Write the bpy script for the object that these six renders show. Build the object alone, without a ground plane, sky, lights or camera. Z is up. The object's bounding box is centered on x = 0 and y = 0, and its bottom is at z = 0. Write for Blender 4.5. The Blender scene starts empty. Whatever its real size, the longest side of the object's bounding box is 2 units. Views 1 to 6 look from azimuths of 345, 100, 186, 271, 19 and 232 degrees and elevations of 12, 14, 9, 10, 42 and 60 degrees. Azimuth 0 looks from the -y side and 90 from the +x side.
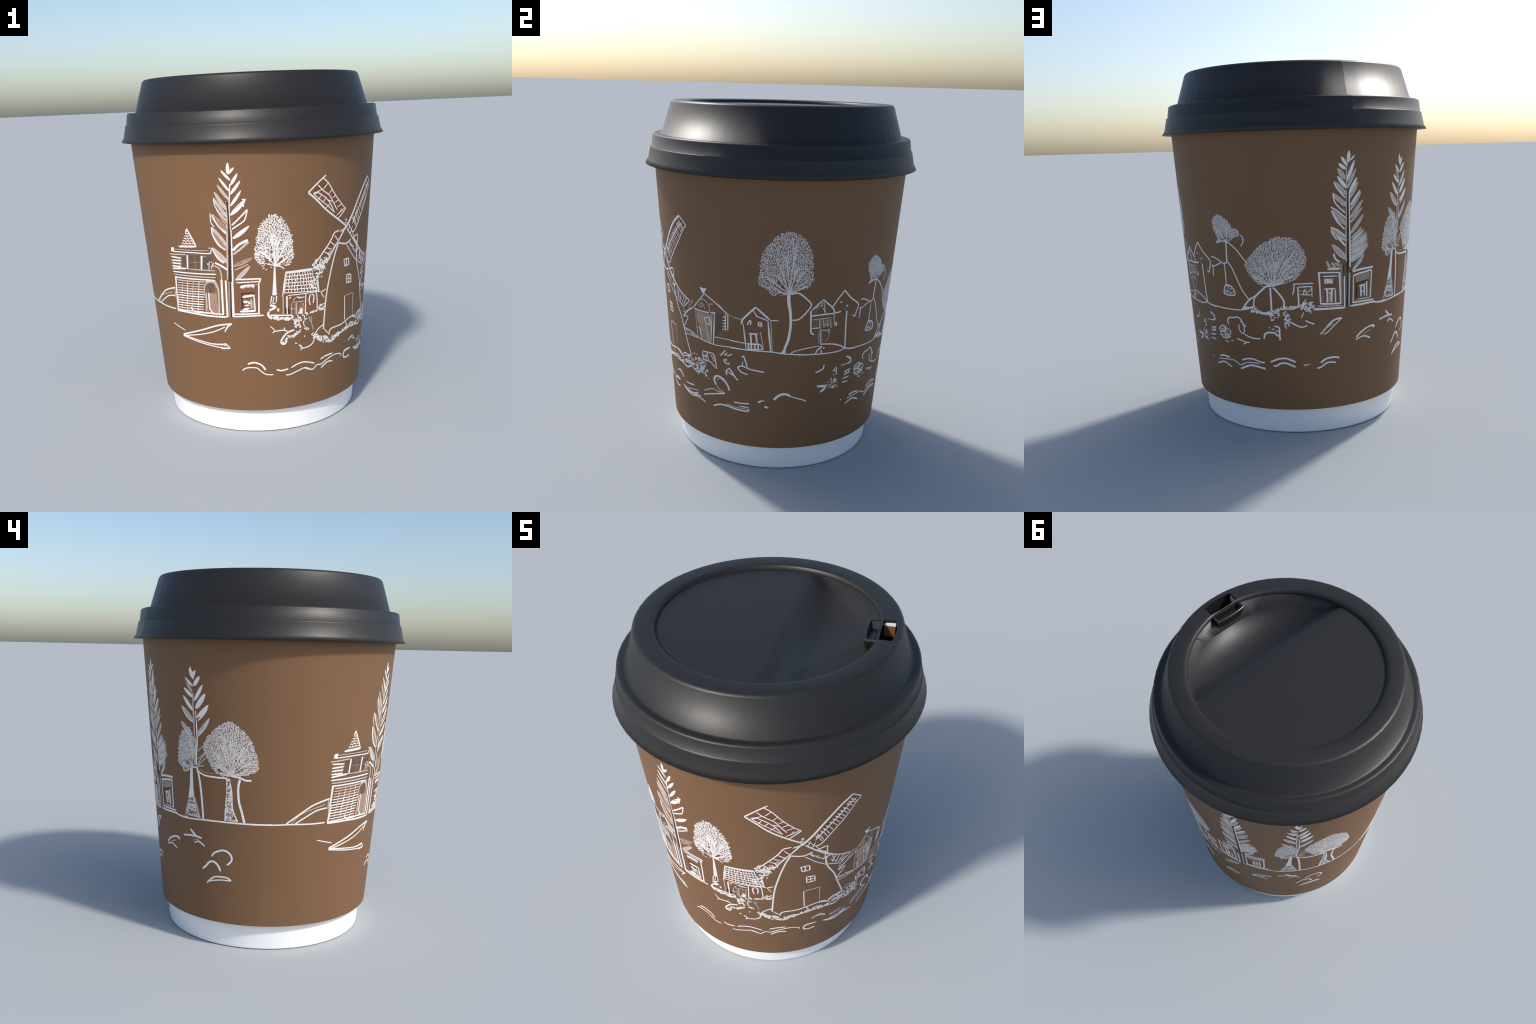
"""Takeaway coffee cup: white paper cup, brown printed sleeve, black sip lid."""
import bpy, bmesh, math, random
from mathutils import Vector
from mathutils.geometry import tessellate_polygon

# ----------------------------------------------------------------- sizes (m)
SLEEVE_BOTTOM_Z, SLEEVE_TOP_Z = 0.147, 1.700
SLEEVE_R0, SLEEVE_SLOPE = 0.6065, 0.0733         # radius at z = 0, growth per metre
LID_TURN = math.radians(3.3)                     # the sip opening points along +x, turned a little
SEG = 64                                         # moulded lid is a 64-sided body


def sleeve_radius(z):
    return SLEEVE_R0 + SLEEVE_SLOPE * z


# ----------------------------------------------------------------- materials
def principled(name, colour, rough, specular=0.5):
    mat = bpy.data.materials.new(name)
    mat.use_nodes = True
    bsdf = mat.node_tree.nodes["Principled BSDF"]
    bsdf.inputs["Base Color"].default_value = (*colour, 1.0)
    bsdf.inputs["Roughness"].default_value = rough
    bsdf.inputs["Specular IOR Level"].default_value = specular
    return mat, mat.node_tree, bsdf


def mottled(name, colour, rough, spread=0.04, scale=9.0, specular=0.5, grain=0.0, grain_scale=260.0):
    """Colour that drifts a little over the surface, with a fine fibre bump."""
    mat, tree, bsdf = principled(name, colour, rough, specular)
    nodes, links = tree.nodes, tree.links
    coord = nodes.new("ShaderNodeTexCoord")
    noise = nodes.new("ShaderNodeTexNoise")
    noise.inputs["Scale"].default_value = scale
    noise.inputs["Detail"].default_value = 3.0
    links.new(coord.outputs["Object"], noise.inputs["Vector"])
    ramp = nodes.new("ShaderNodeValToRGB")
    ramp.color_ramp.elements[0].position = 0.3
    ramp.color_ramp.elements[1].position = 0.7
    ramp.color_ramp.elements[0].color = (*[c * (1 - spread) for c in colour], 1)
    ramp.color_ramp.elements[1].color = (*[c * (1 + spread) for c in colour], 1)
    links.new(noise.outputs["Fac"], ramp.inputs["Fac"])
    links.new(ramp.outputs["Color"], bsdf.inputs["Base Color"])
    if grain:
        fine = nodes.new("ShaderNodeTexNoise")
        fine.inputs["Scale"].default_value = grain_scale
        links.new(coord.outputs["Object"], fine.inputs["Vector"])
        bump = nodes.new("ShaderNodeBump")
        bump.inputs["Strength"].default_value = grain
        bump.inputs["Distance"].default_value = 0.002
        links.new(fine.outputs["Fac"], bump.inputs["Height"])
        links.new(bump.outputs["Normal"], bsdf.inputs["Normal"])
    return mat


BROWN = (0.178, 0.093, 0.0445)
MAT_SLEEVE = mottled("brown_card", BROWN, 0.60, spread=0.02, scale=4.0, specular=0.30)
MAT_PAPER = mottled("white_paper", (0.86, 0.86, 0.86), 0.45, spread=0.01, scale=6.0)
MAT_LID = mottled("black_plastic", (0.0158, 0.0146, 0.0136), 0.44, spread=0.03, scale=12.0, specular=0.42)
MAT_GLOSS = mottled("glossy_black_plastic", (0.012, 0.012, 0.012), 0.20, spread=0.03, scale=12.0)
INKS = {
    "ink": mottled("white_ink", (0.76, 0.74, 0.72), 0.5, spread=0.03, scale=30.0),
    "pale": mottled("pale_grey_ink", (0.60, 0.565, 0.54), 0.5, spread=0.10, scale=60.0),
    "soft": mottled("thin_white_ink", (0.52, 0.44, 0.38), 0.55, spread=0.12, scale=60.0),
    "tan": mottled("tan_ink", (0.34, 0.215, 0.150), 0.55, spread=0.12, scale=40.0),
    "wash": mottled("rust_wash", (0.190, 0.085, 0.040), 0.60, spread=0.06, scale=25.0, specular=0.3),
    "rust": mottled("rust_ink", (0.175, 0.068, 0.030), 0.60, spread=0.15, scale=40.0, specular=0.3),
    "shade": mottled("grey_brown_ink", (0.115, 0.074, 0.050), 0.60, spread=0.12, scale=40.0, specular=0.3),
    "dark": mottled("dark_brown_ink", (0.045, 0.026, 0.020), 0.60, spread=0.10, scale=40.0, specular=0.3),
}


# ----------------------------------------------------------------- mesh tools
def make_object(name, verts, faces, mats, parent=None, smooth=True, face_mats=None, sharp_angle=None):
    mesh = bpy.data.meshes.new(name)
    mesh.from_pydata(verts, [], faces)
    for m in mats:
        mesh.materials.append(m)
    if face_mats:
        mesh.polygons.foreach_set("material_index", face_mats)
    mesh.polygons.foreach_set("use_smooth", [smooth] * len(mesh.polygons))
    mesh.update()
    if sharp_angle is not None:
        mesh.set_sharp_from_angle(angle=math.radians(sharp_angle))
    obj = bpy.data.objects.new(name, mesh)
    bpy.context.scene.collection.objects.link(obj)
    if parent:
        obj.parent = parent
    return obj


def revolve(profile, segments, turn=0.0, closed=True):
    """Surface of revolution of a (radius, z) profile listed from outside bottom upwards."""
    verts, faces = [], []
    n = len(profile)
    for k in range(segments):
        a = turn + 2 * math.pi * k / segments
        verts += [(r * math.cos(a), r * math.sin(a), z) for r, z in profile]
    for k in range(segments):
        k2 = (k + 1) % segments
        for i in range(n if closed else n - 1):
            j = (i + 1) % n
            faces.append((k * n + i, k2 * n + i, k2 * n + j, k * n + j))
    return verts, faces


def rounded(profile, size):
    """Replace each marked corner (r, z, True) of a profile by a three-point rounding."""
    out = []
    n = len(profile)
    for i, p in enumerate(profile):
        if len(p) == 3 and 0 < i < n - 1:
            a, b, c = Vector(profile[i - 1][:2]), Vector(p[:2]), Vector(profile[i + 1][:2])
            s = p[2] * size
            q0 = b + (a - b).normalized() * min(s, (a - b).length * 0.45)
            q2 = b + (c - b).normalized() * min(s, (c - b).length * 0.45)
            for t in (0.0, 0.33, 0.67, 1.0):
                q = q0 * (1 - t) ** 2 + b * 2 * t * (1 - t) + q2 * t * t
                out.append((q.x, q.y))
        else:
            out.append(tuple(p[:2]))
    return out


# ----------------------------------------------------------------- root
cup = bpy.data.objects.new("coffee_cup", None)
bpy.context.scene.collection.objects.link(cup)
cup["label"] = "takeaway coffee cup, brown village print sleeve, black sip lid"
cup["category"] = "coffee cup"


# ----------------------------------------------------------------- white cup
def build_cup_body():
    outer = [(0.540, 0.012), (0.562, 0.002), (0.571, 0.0), (0.5755, 0.004, 1), (0.5835, 0.120), (0.6005, 0.300),
             (0.690, 1.640), (0.698, 1.720), (0.707, 1.728), (0.709, 1.738), (0.704, 1.746), (0.694, 1.742)]
    inner = [(0.684, 1.700), (0.575, 0.090), (0.560, 0.075)]
    profile = rounded(outer, 0.006) + inner
    verts, faces = revolve(profile, 96, closed=False)
    n = len(profile)
    c1, c2 = len(verts), len(verts) + 1
    verts += [(0, 0, 0.012), (0, 0, 0.075)]
    for k in range(96):
        k2 = (k + 1) % 96
        faces.append((k * n, c1, k2 * n))
        faces.append((k2 * n + n - 1, c2, k * n + n - 1))
    return make_object("paper_cup", verts, faces, [MAT_PAPER], cup, sharp_angle=40)


build_cup_body()


# ----------------------------------------------------------------- sleeve
def build_sleeve():
    z0, z1, t = SLEEVE_BOTTOM_Z, SLEEVE_TOP_Z, 0.010
    rows = 24
    outer = [(sleeve_radius(z0 + (z1 - z0) * i / rows), z0 + (z1 - z0) * i / rows) for i in range(rows + 1)]
    inner = [(sleeve_radius(z1) - t, z1), (sleeve_radius(z0 + 0.05) - t, z0 + 0.05), (sleeve_radius(z0) - 0.034, z0 + 0.004)]
    verts, faces = revolve(outer + inner, 256)
    return make_object("sleeve", verts, faces, [MAT_SLEEVE], cup, sharp_angle=35)


sleeve = build_sleeve()


# ----------------------------------------------------------------- lid
def lid_point(x, y, z):
    """Lid frame (sip along +x) to world."""
    c, s = math.cos(LID_TURN), math.sin(LID_TURN)
    return (x * c - y * s, x * s + y * c, z)


PANEL_R, PANEL_Z = 0.5310, 1.9783


SEAM = math.radians(117.7)                      # mesh split that breaks the smooth shading at the back; no moulded seam


def build_lid_shell():
    # few, soft shaded rings: skirt, bead, shoulder, dome, rolled rim, inner wall, then the inside
    outside = [(0.731, 1.660), (0.742, 1.6500), (0.7815, 1.6505), (0.7665, 1.6745), (0.7535, 1.7385), (0.7526, 1.7435),
               (0.7515, 1.7455), (0.7455, 1.7480), (0.7385, 1.8065), (0.7345, 1.8135), (0.7270, 1.8165), (0.7080, 1.8160), (0.6893, 1.8150),
               (0.6375, 1.9880), (0.6290, 1.9975), (0.6180, 2.0000), (0.5560, 1.9990), (0.5410, 1.9975), (0.5325, 1.9930), (0.5290, PANEL_Z - 0.001)]
    inside = [(0.545, 1.976), (0.556, 1.983), (0.590, 1.986), (0.620, 1.986), (0.674, 1.803), (0.727, 1.803), (0.733, 1.742), (0.731, 1.690)]
    verts, faces = revolve(outside + inside, SEG, SEAM)
    return make_object("lid", verts, faces, [MAT_LID], cup)


lid = build_lid_shell()

# the sip opening: a rounded box cut out of the rim
HOLE_X0, HOLE_X1, HOLE_HALF = 0.537, 0.604, 0.090


def box(x0, x1, y0, y1, z0, z1):
    v = [lid_point(x, y, z) for z in (z0, z1) for x, y in ((x0, y0), (x1, y0), (x1, y1), (x0, y1))]
    f = [(0, 3, 2, 1), (4, 5, 6, 7), (0, 1, 5, 4), (1, 2, 6, 5), (2, 3, 7, 6), (3, 0, 4, 7)]
    return v, f


def cut_sip_opening():
    # bowed outer side: the opening follows the rim
    ring = []
    for y in (-1, -0.5, 0, 0.5, 1):
        ring.append((HOLE_X1 - 0.010 * y * y, HOLE_HALF * y))
    ring += [(HOLE_X0 - 0.004, HOLE_HALF), (HOLE_X0 - 0.004, -HOLE_HALF)]
    n = len(ring)
    verts = [lid_point(x, y, z) for z in (1.90, 2.05) for x, y in ring]
    faces = [tuple(range(n))[::-1], tuple(range(n, 2 * n))]
    faces += [(i, (i + 1) % n, n + (i + 1) % n, n + i) for i in range(n)]
    cutter = make_object("cutter", verts, faces, [MAT_LID])
    mod = lid.modifiers.new("cut", "BOOLEAN")
    mod.object, mod.operation, mod.solver = cutter, "DIFFERENCE", "EXACT"
    deps = bpy.context.evaluated_depsgraph_get()
    mesh = bpy.data.meshes.new_from_object(lid.evaluated_get(deps))
    lid.modifiers.clear()
    old = lid.data
    lid.data = mesh
    bpy.data.meshes.remove(old)
    mesh.name = "lid"
    mesh.polygons.foreach_set("use_smooth", [True] * len(mesh.polygons))
    bm = bmesh.new()
    bm.from_mesh(mesh)
    on_seam = [e for e in bm.edges if all(abs(v.co.y * math.cos(SEAM) - v.co.x * math.sin(SEAM)) < 1e-4
                                          and v.co.x * math.cos(SEAM) + v.co.y * math.sin(SEAM) > 0 for v in e.verts)]
    bmesh.ops.split_edges(bm, edges=on_seam)
    bm.to_mesh(mesh)
    bm.free()
    mesh.set_sharp_from_angle(angle=math.radians(84))
    for e in mesh.edges:                                       # the lip at the foot of the skirt is soft
        if all(mesh.vertices[i].co.z < 1.70 for i in e.vertices):
            e.use_edge_sharp = False
    bpy.data.objects.remove(cutter, do_unlink=True)


cut_sip_opening()

CREASE_X, VALLEY_X, CHORD_X = 0.112, 0.215, 0.468


def smoothstep(a, b, x):
    t = min(1.0, max(0.0, (x - a) / (b - a)))
    return t * t * (3 - 2 * t)


def build_lid_panel():
    """Recessed top: a flat plate that folds down into a scoop in front of the sip opening."""
    cols = 24
    verts, normals, faces = [], [], []
    rows = []

    def edge(x, r):
        return math.sqrt(max(1e-6, r * r - x * x))

    for i in range(13):                                        # flat plate
        x = -PANEL_R * math.cos(math.pi / 2 * i / 12) * 0.9999 if i < 12 else 0.0
        rows.append((x, None))
    rows += [(0.06, None), (CREASE_X, None)]
    scoop = [0.14, 0.175, VALLEY_X] + [VALLEY_X + (CHORD_X - VALLEY_X) * k / 8 for k in range(1, 9)]
    rows += [(x, "scoop") for x in scoop] + [(CHORD_X, "wall"), (CHORD_X, "rim")]
    for x, kind in rows:
        outer = edge(x, PANEL_R)
        ids = []
        for j in range(cols + 1):
            t = -1 + 2 * j / cols
            nx = ny = 0.0
            if kind is None:
                y, z, px = outer * t, PANEL_Z, x
                nx = 0.26 if x == CREASE_X else 0.0
            elif kind == "rim":
                a = math.atan2(outer, x) * t
                px, y, z = PANEL_R * math.cos(a), PANEL_R * math.sin(a), PANEL_Z - 0.004
                nx, ny = -0.5 * math.cos(a), -0.5 * math.sin(a)
            else:
                fall = min(1.0, (x - CREASE_X) / (VALLEY_X - CREASE_X))
                rise = max(0.0, (x - VALLEY_X) / (CHORD_X - VALLEY_X))
                floor = PANEL_Z - 0.0665 * fall - 0.007 * rise
                inner = min(outer, edge(x, PANEL_R - 0.028 * fall))
                if j in (0, cols):
                    y, z, px = outer * t, PANEL_Z - 0.004, x
                    nx, ny = -0.5 * x / PANEL_R, -0.5 * y / PANEL_R
                else:
                    s = t * cols / (cols - 2)
                    y, z, px = inner * s, floor, x
                    nx = (0.26 + 0.7 * fall * (1 - fall)) * (1 - rise) ** 2 - 0.64 * rise ** 0.75
                    ny = -0.46 * s * fall
                    if kind == "wall":                         # steep end wall, fading into the sides
                        e = smoothstep(0.55, 1.0, abs(s))
                        nx, ny = -0.985 * (1 - e) + nx * e, ny * e
            ids.append(len(verts))
            verts.append(lid_point(px, y, z))
            n = Vector(lid_point(nx, ny, math.sqrt(max(0.1, 1 - nx * nx - ny * ny)))).normalized()
            normals.append(n)
        if kind != "wall" and len(verts) > cols + 1:
            p = [k - (cols + 1) for k in ids]
            faces += [(p[j], ids[j], ids[j + 1], p[j + 1]) for j in range(cols)]
    obj = make_object("lid_panel", verts, faces, [MAT_LID], lid)
    obj.data.normals_split_custom_set_from_vertices(normals)
    return obj


build_lid_panel()


def build_sip_tab():
    """Small open box at the back of the sip opening, standing on the scoop floor."""
    x0, x1, half, top, foot = 0.470, 0.5345, 0.097, 1.9915, 1.900

    def loop(x0, x1, half, z, bow):
        pts = []
        for k in range(7):
            t = -1 + k / 3
            pts.append((x0 - bow * (1 - t * t), half * t, z))
        for k in range(7):
            t = 1 - k / 3
            pts.append((x1 - bow * (0.6 - t * t) * 0.6, half * t, z))
        return pts

    loops = [loop(0.488, x1 - 0.004, 0.066, foot, 0.003),
             loop(x0 - 0.001, x1, half, top - 0.0065, 0.008),
             loop(x0 + 0.0005, x1, half - 0.001, top - 0.0025, 0.008),
             loop(x0 + 0.004, x1 - 0.002, half - 0.004, top, 0.008),
             loop(x0 + 0.010, x1 - 0.013, half - 0.012, top - 0.001, 0.008),
             loop(x0 + 0.0125, x1 - 0.016, half - 0.016, top - 0.006, 0.008),
             loop(x0 + 0.019, x1 - 0.022, half - 0.030, top - 0.034, 0.004)]
    n = len(loops[0])
    verts = [lid_point(*p) for lp in loops for p in lp]
    faces = []
    for a in range(len(loops) - 1):
        faces += [(a * n + i, a * n + (i + 1) % n, (a + 1) * n + (i + 1) % n, (a + 1) * n + i) for i in range(n)]
    faces.append(tuple((len(loops) - 1) * n + i for i in range(n)))
    make_object("sip_tab", verts, faces, [MAT_GLOSS], lid, sharp_angle=45)
    # added pale plates copying misplaced texture on both ends of the opening
    for name, side, mats in (("stray_texture_plate", 1, [MAT_PAPER]), ("stray_texture_plate", -1, [MAT_PAPER])):
        y = side * (HOLE_HALF + 0.0008)
        v, f = box(HOLE_X0 + 0.002, HOLE_X1 - 0.012, min(y, y + side * 0.004), max(y, y + side * 0.004), 1.966 if side > 0 else 1.940, 1.9835)
        make_object(name, v, f, mats, lid, smooth=False)
    v, f = box(HOLE_X0 + 0.002, HOLE_X1 - 0.012, HOLE_HALF + 0.0008, HOLE_HALF + 0.0048, 1.912, 1.9655)
    make_object("stray_texture_plate", v, f, [MAT_SLEEVE], lid, smooth=False)  # added brown plate, lower part of the same misplaced texture
    # dark floor and outer side of the pocket
    v, f = box(HOLE_X0 - 0.008, HOLE_X1 + 0.020, -HOLE_HALF - 0.012, HOLE_HALF + 0.012, 1.692, 1.700)
    make_object("opening_floor", v, f, [MAT_LID], lid, smooth=False)
    v, f = box(HOLE_X1 + 0.001, HOLE_X1 + 0.006, -HOLE_HALF - 0.004, HOLE_HALF + 0.004, 1.7002, 1.982)
    make_object("opening_wall", v, f, [MAT_LID], lid, smooth=False)
    for side in (1, -1):
        y = side * (HOLE_HALF + 0.0015)
        v, f = box(HOLE_X0 - 0.004, HOLE_X1, min(y, y + side * 0.004), max(y, y + side * 0.004), 1.7002, 1.9115 if side > 0 else 1.9395)
        make_object("opening_wall", v, f, [MAT_LID], lid, smooth=False)


build_sip_tab()


# ----------------------------------------------------------------- sleeve print
# Every motif is drawn with a pen on the unrolled sleeve: x in degrees round the cup
# and z in centimetres, both measured from the motif's own anchor. Each stroke becomes
# a thin raised ribbon of ink that follows the cone.
NIB = 1.10                                       # overall stroke weight
DEG_CM = 1.17                                    # centimetres per degree at mid height


def spline(points, closed, per_cm=1.6):
    """Catmull-Rom through the control points, resampled finely."""
    n = len(points)
    if n < 3:
        return straight(points, closed)
    out = []
    spans = n if closed else n - 1
    for i in range(spans):
        p1, p2 = points[i], points[(i + 1) % n]
        p0 = points[i - 1] if (i or closed) else p1
        p3 = points[(i + 2) % n] if (i + 2 < n or closed) else p2
        d = math.hypot((p2[0] - p1[0]) * DEG_CM, p2[1] - p1[1])
        steps = max(2, int(d * per_cm) + 1)
        for s in range(steps):
            t = s / steps
            out.append(tuple(0.5 * (2 * b + (c - a) * t + (2 * a - 5 * b + 4 * c - e) * t * t + (3 * b - a - 3 * c + e) * t ** 3)
                             for a, b, c, e in zip(p0, p1, p2, p3)))
    if not closed:
        out.append(points[-1])
    return out


def straight(points, closed):
    out = []
    n = len(points)
    for i in range(n if closed else n - 1):
        a, b = points[i], points[(i + 1) % n]
        steps = max(1, int(abs(b[0] - a[0]) / 1.2) + 1)
        out += [(a[0] + (b[0] - a[0]) * s / steps, a[1] + (b[1] - a[1]) * s / steps) for s in range(steps)]
    if not closed:
        out.append(points[-1])
    return out


def mix(a, b, t):
    return (a[0] + (b[0] - a[0]) * t, a[1] + (b[1] - a[1]) * t)


def inside(p, poly):
    hit = False
    for i in range(len(poly)):
        a, b = poly[i - 1], poly[i]
        if (a[1] > p[1]) != (b[1] > p[1]) and p[0] < (b[0] - a[0]) * (p[1] - a[1]) / (b[1] - a[1]) + a[0]:
            hit = not hit
    return hit


class Pen:
    drawn = []

    def __init__(self, name, angle, height):
        self.name, self.angle, self.height = name, angle, height
        self.verts, self.faces, self.mats = [], [], []
        self.inks = list(INKS)
        self.count = 0
        self.rng = random.Random(len(Pen.drawn) * 17 + 5)
        Pen.drawn.append(self)

    def place(self, x, z, lift):
        h = self.height + z / 100
        a = math.radians(self.angle + x)
        r = sleeve_radius(h) + lift
        return (r * math.cos(a), r * math.sin(a), h)

    def ribbon(self, path, widths, ink, closed=False):
        """Raised strip with chamfered edges along a local path; widths in mm."""
        n = len(path)
        if n < 2:
            return
        self.count += 1
        lift = 0.0008 + 0.000008 * (self.count % 53)
        slot = self.inks.index(ink)
        start = len(self.verts)
        for i, (x, z) in enumerate(path):
            a = path[i - 1] if (i or closed) else path[i]
            b = path[(i + 1) % n] if (i + 1 < n or closed) else path[i]
            cm = 100 * sleeve_radius(self.height + z / 100) * math.pi / 180
            dx, dz = (b[0] - a[0]) * cm, b[1] - a[1]
            d = math.hypot(dx, dz) or 1.0
            nx, nz = -dz / d / cm, dx / d
            w = widths[i] / 20
            for side, up in ((-1, 0.0001), (-0.8, lift), (0.8, lift), (1, 0.0001)):
                self.verts.append(self.place(x + nx * w * side, z + nz * w * side, up))
        for i in range(n if closed else n - 1):
            p, q = start + 4 * i, start + 4 * ((i + 1) % n)
            for k in range(3):
                self.faces.append((p + k + 1, p + k, q + k, q + k + 1))
                self.mats.append(slot)

    def line(self, width, *points, ink="ink", bend=True, closed=False):
        path = spline(points, closed) if bend else straight(points, closed)
        n = len(path)
        width *= NIB
        widths = [width * (1 + 0.10 * math.sin(2.3 * i + self.count)) for i in range(n)]
        if not closed and n > 2:
            widths[0] *= 0.55
            widths[-1] *= 0.55
        self.ribbon(path, widths, ink, closed)

    def leaf(self, width, base, tip, ink="ink", bow=0.10):
        """Feather leaf: springs from the stem, full along its length, bluntly pointed tip."""
        dx, dz = tip[0] - base[0], tip[1] - base[1]
        base = (base[0] - 0.06 * dx, base[1] - 0.06 * dz)
        dx, dz = tip[0] - base[0], tip[1] - base[1]
        shape = ((0.0, 0.30), (0.08, 0.55), (0.2, 0.82), (0.35, 0.98), (0.5, 1.0), (0.65, 0.93), (0.78, 0.78), (0.88, 0.58), (0.95, 0.38), (1.0, 0.14))
        path = [(base[0] + dx * t, base[1] + dz * t - 4 * t * (1 - t) * bow * abs(dx) * 0.5) for t, w in shape]
        widths = [1.12 * width * w for t, w in shape]
        self.ribbon(path, widths, ink)
        if ink in ("soft", "tan"):
            # paler rim along the lower edge and a thin vein
            d = math.hypot(dx * DEG_CM, dz)
            side = 1 if dx < 0 else -1
            off = 0.9 * width / 20
            ox, oz = side * -dz / d * off / DEG_CM, side * dx / d * off * DEG_CM
            if oz > 0:
                ox, oz = -ox, -oz
            rim = [(x + ox * w, z + oz * w) for (x, z), (t, w) in zip(path, shape)]
            self.ribbon(rim, [3.6 * (0.6 + 0.4 * w) for t, w in shape], "pale")
            self.ribbon(path[2:-1], [1.8] * (len(path) - 3), "tan" if ink == "soft" else "wash")

    def dot(self, width, p):
        r = width / 24
        self.ribbon([(p[0] - r / DEG_CM, p[1]), (p[0], p[1]), (p[0] + r / DEG_CM, p[1])], [width * 0.7, width, width * 0.7], "ink")

    def fill(self, ink, *points):
        """Flat patch of colour under the lines."""
        self.count += 1
        lift = {"wash": 0.00016}.get(ink, 0.00036) + 0.000008 * (self.count % 23)
        if ink in ("ink", "pale"):
            lift += 0.0003
        tris = [[points[i] for i in t] for t in tessellate_polygon([[Vector((x * DEG_CM, z, 0)) for x, z in points]])]
        while max(max(p[0] for p in t) - min(p[0] for p in t) for t in tris) > 1.6:
            finer = []
            for a, b, c in tris:
                ab, bc, ca = mix(a, b, 0.5), mix(b, c, 0.5), mix(c, a, 0.5)
                finer += [(a, ab, ca), (ab, b, bc), (ca, bc, c), (ab, bc, ca)]
            tris = finer
        slot = self.inks.index(ink)
        for t in tris:
            area = (t[1][0] - t[0][0]) * (t[2][1] - t[0][1]) - (t[2][0] - t[0][0]) * (t[1][1] - t[0][1])
            k = len(self.verts)
            self.verts += [self.place(x, z, lift) for x, z in t]
            self.faces.append((k, k + 1, k + 2) if area > 0 else (k, k + 2, k + 1))
            self.mats.append(slot)

    def scribble(self, width, size, *points):
        """Row of small uneven loops, like stones or foliage along a path."""
        path = spline(points, False, per_cm=2)
        walk, last = 0.0, path[0]
        for p in path:
            walk += math.hypot((p[0] - last[0]) * DEG_CM, p[1] - last[1])
            last = p
            if walk < size * 0.55 and p is not path[0]:
                continue
            walk = 0.0
            r = size * self.rng.uniform(0.28, 0.55)
            turn = self.rng.uniform(0, 6.3)
            c = (p[0] + self.rng.uniform(-0.2, 0.2) * size, p[1] + self.rng.uniform(-0.25, 0.25) * size)
            ring = []
            sides = self.rng.choice((3, 4, 4, 5))
            for k in range(sides):
                a = turn + 6.283 * k / sides
                q = r * self.rng.uniform(0.5, 1.35)
                ring.append((c[0] + q * math.cos(a) / DEG_CM, c[1] + q * 0.75 * math.sin(a)))
            self.line(width * self.rng.uniform(0.55, 1.1), *ring, closed=self.rng.random() < 0.35, bend=self.rng.random() < 0.5)
            if self.rng.random() < 0.6:
                a = self.rng.uniform(0, 6.3)
                e = (c[0] + size * 0.5 * math.cos(a), c[1] + size * 0.4 * math.sin(a))
                self.line(width * self.rng.uniform(0.5, 0.9), c, (mix(c, e, 0.5)[0], mix(c, e, 0.5)[1] + 0.2), e)

    def tangle(self, width, outline, marks=30, size=1.0, seed=1, ink="ink"):
        """Patch of short crooked strokes inside an outline."""
        rng = random.Random(seed)
        xs, zs = [p[0] for p in outline], [p[1] for p in outline]
        made = tries = 0
        while made < marks and tries < marks * 30:
            tries += 1
            p = (rng.uniform(min(xs), max(xs)), rng.uniform(min(zs), max(zs)))
            if not inside(p, outline):
                continue
            made += 1
            a, s = rng.uniform(0, 6.3), size * rng.uniform(0.5, 1.1)
            pts = [p]
            for k in range(3):
                a += rng.uniform(-1.4, 1.4)
                pts.append((pts[-1][0] + s * 0.5 * math.cos(a) / DEG_CM, pts[-1][1] + s * 0.5 * math.sin(a)))
            self.line(width * rng.uniform(0.7, 1.1), *pts, ink=ink)

    def crown(self, root, outline, marks=400, size=0.9, rays=12, seed=1, ink="ink"):
        """Leaf crown: branches fan out of the root, short curls of foliage fill the outline."""
        rng = random.Random(seed)
        self.fill("wash", *outline)
        n = len(outline)
        far = max(math.hypot((p[0] - root[0]) * DEG_CM, p[1] - root[1]) for p in outline)
        rays = int(rays * 0.75)
        for k in range(rays):
            f = (k + rng.uniform(0.2, 0.8)) / rays * n
            tip = mix(outline[int(f) % n], outline[(int(f) + 1) % n], f % 1)
            t = rng.uniform(0.45, 0.80)
            m = mix(root, tip, t * 0.5)
            m = (m[0] + rng.uniform(-0.4, 0.4), m[1] - 0.02 * abs(tip[0] - root[0]))
            self.line(rng.uniform(4.0, 6.5), root, m, mix(root, tip, t), ink=ink)
            side = mix(root, tip, t * 0.55)
            for s in (-1, 1):
                q = mix(side, mix(root, tip, min(0.95, t * 1.15)), 0.9)
                self.line(rng.uniform(3.0, 4.5), side, (q[0] + s * rng.uniform(0.6, 1.6), q[1] + rng.uniform(-0.6, 0.6)), ink=ink)
        xs, zs = [p[0] for p in outline], [p[1] for p in outline]
        area = (max(xs) - min(xs)) * DEG_CM * (max(zs) - min(zs)) * 0.75
        cell = math.sqrt(area / (1.65 * marks))
        rows = int((max(zs) - min(zs) + 1) / cell) + 1
        cols = int((max(xs) - min(xs) + 1) * DEG_CM / cell) + 1
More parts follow.
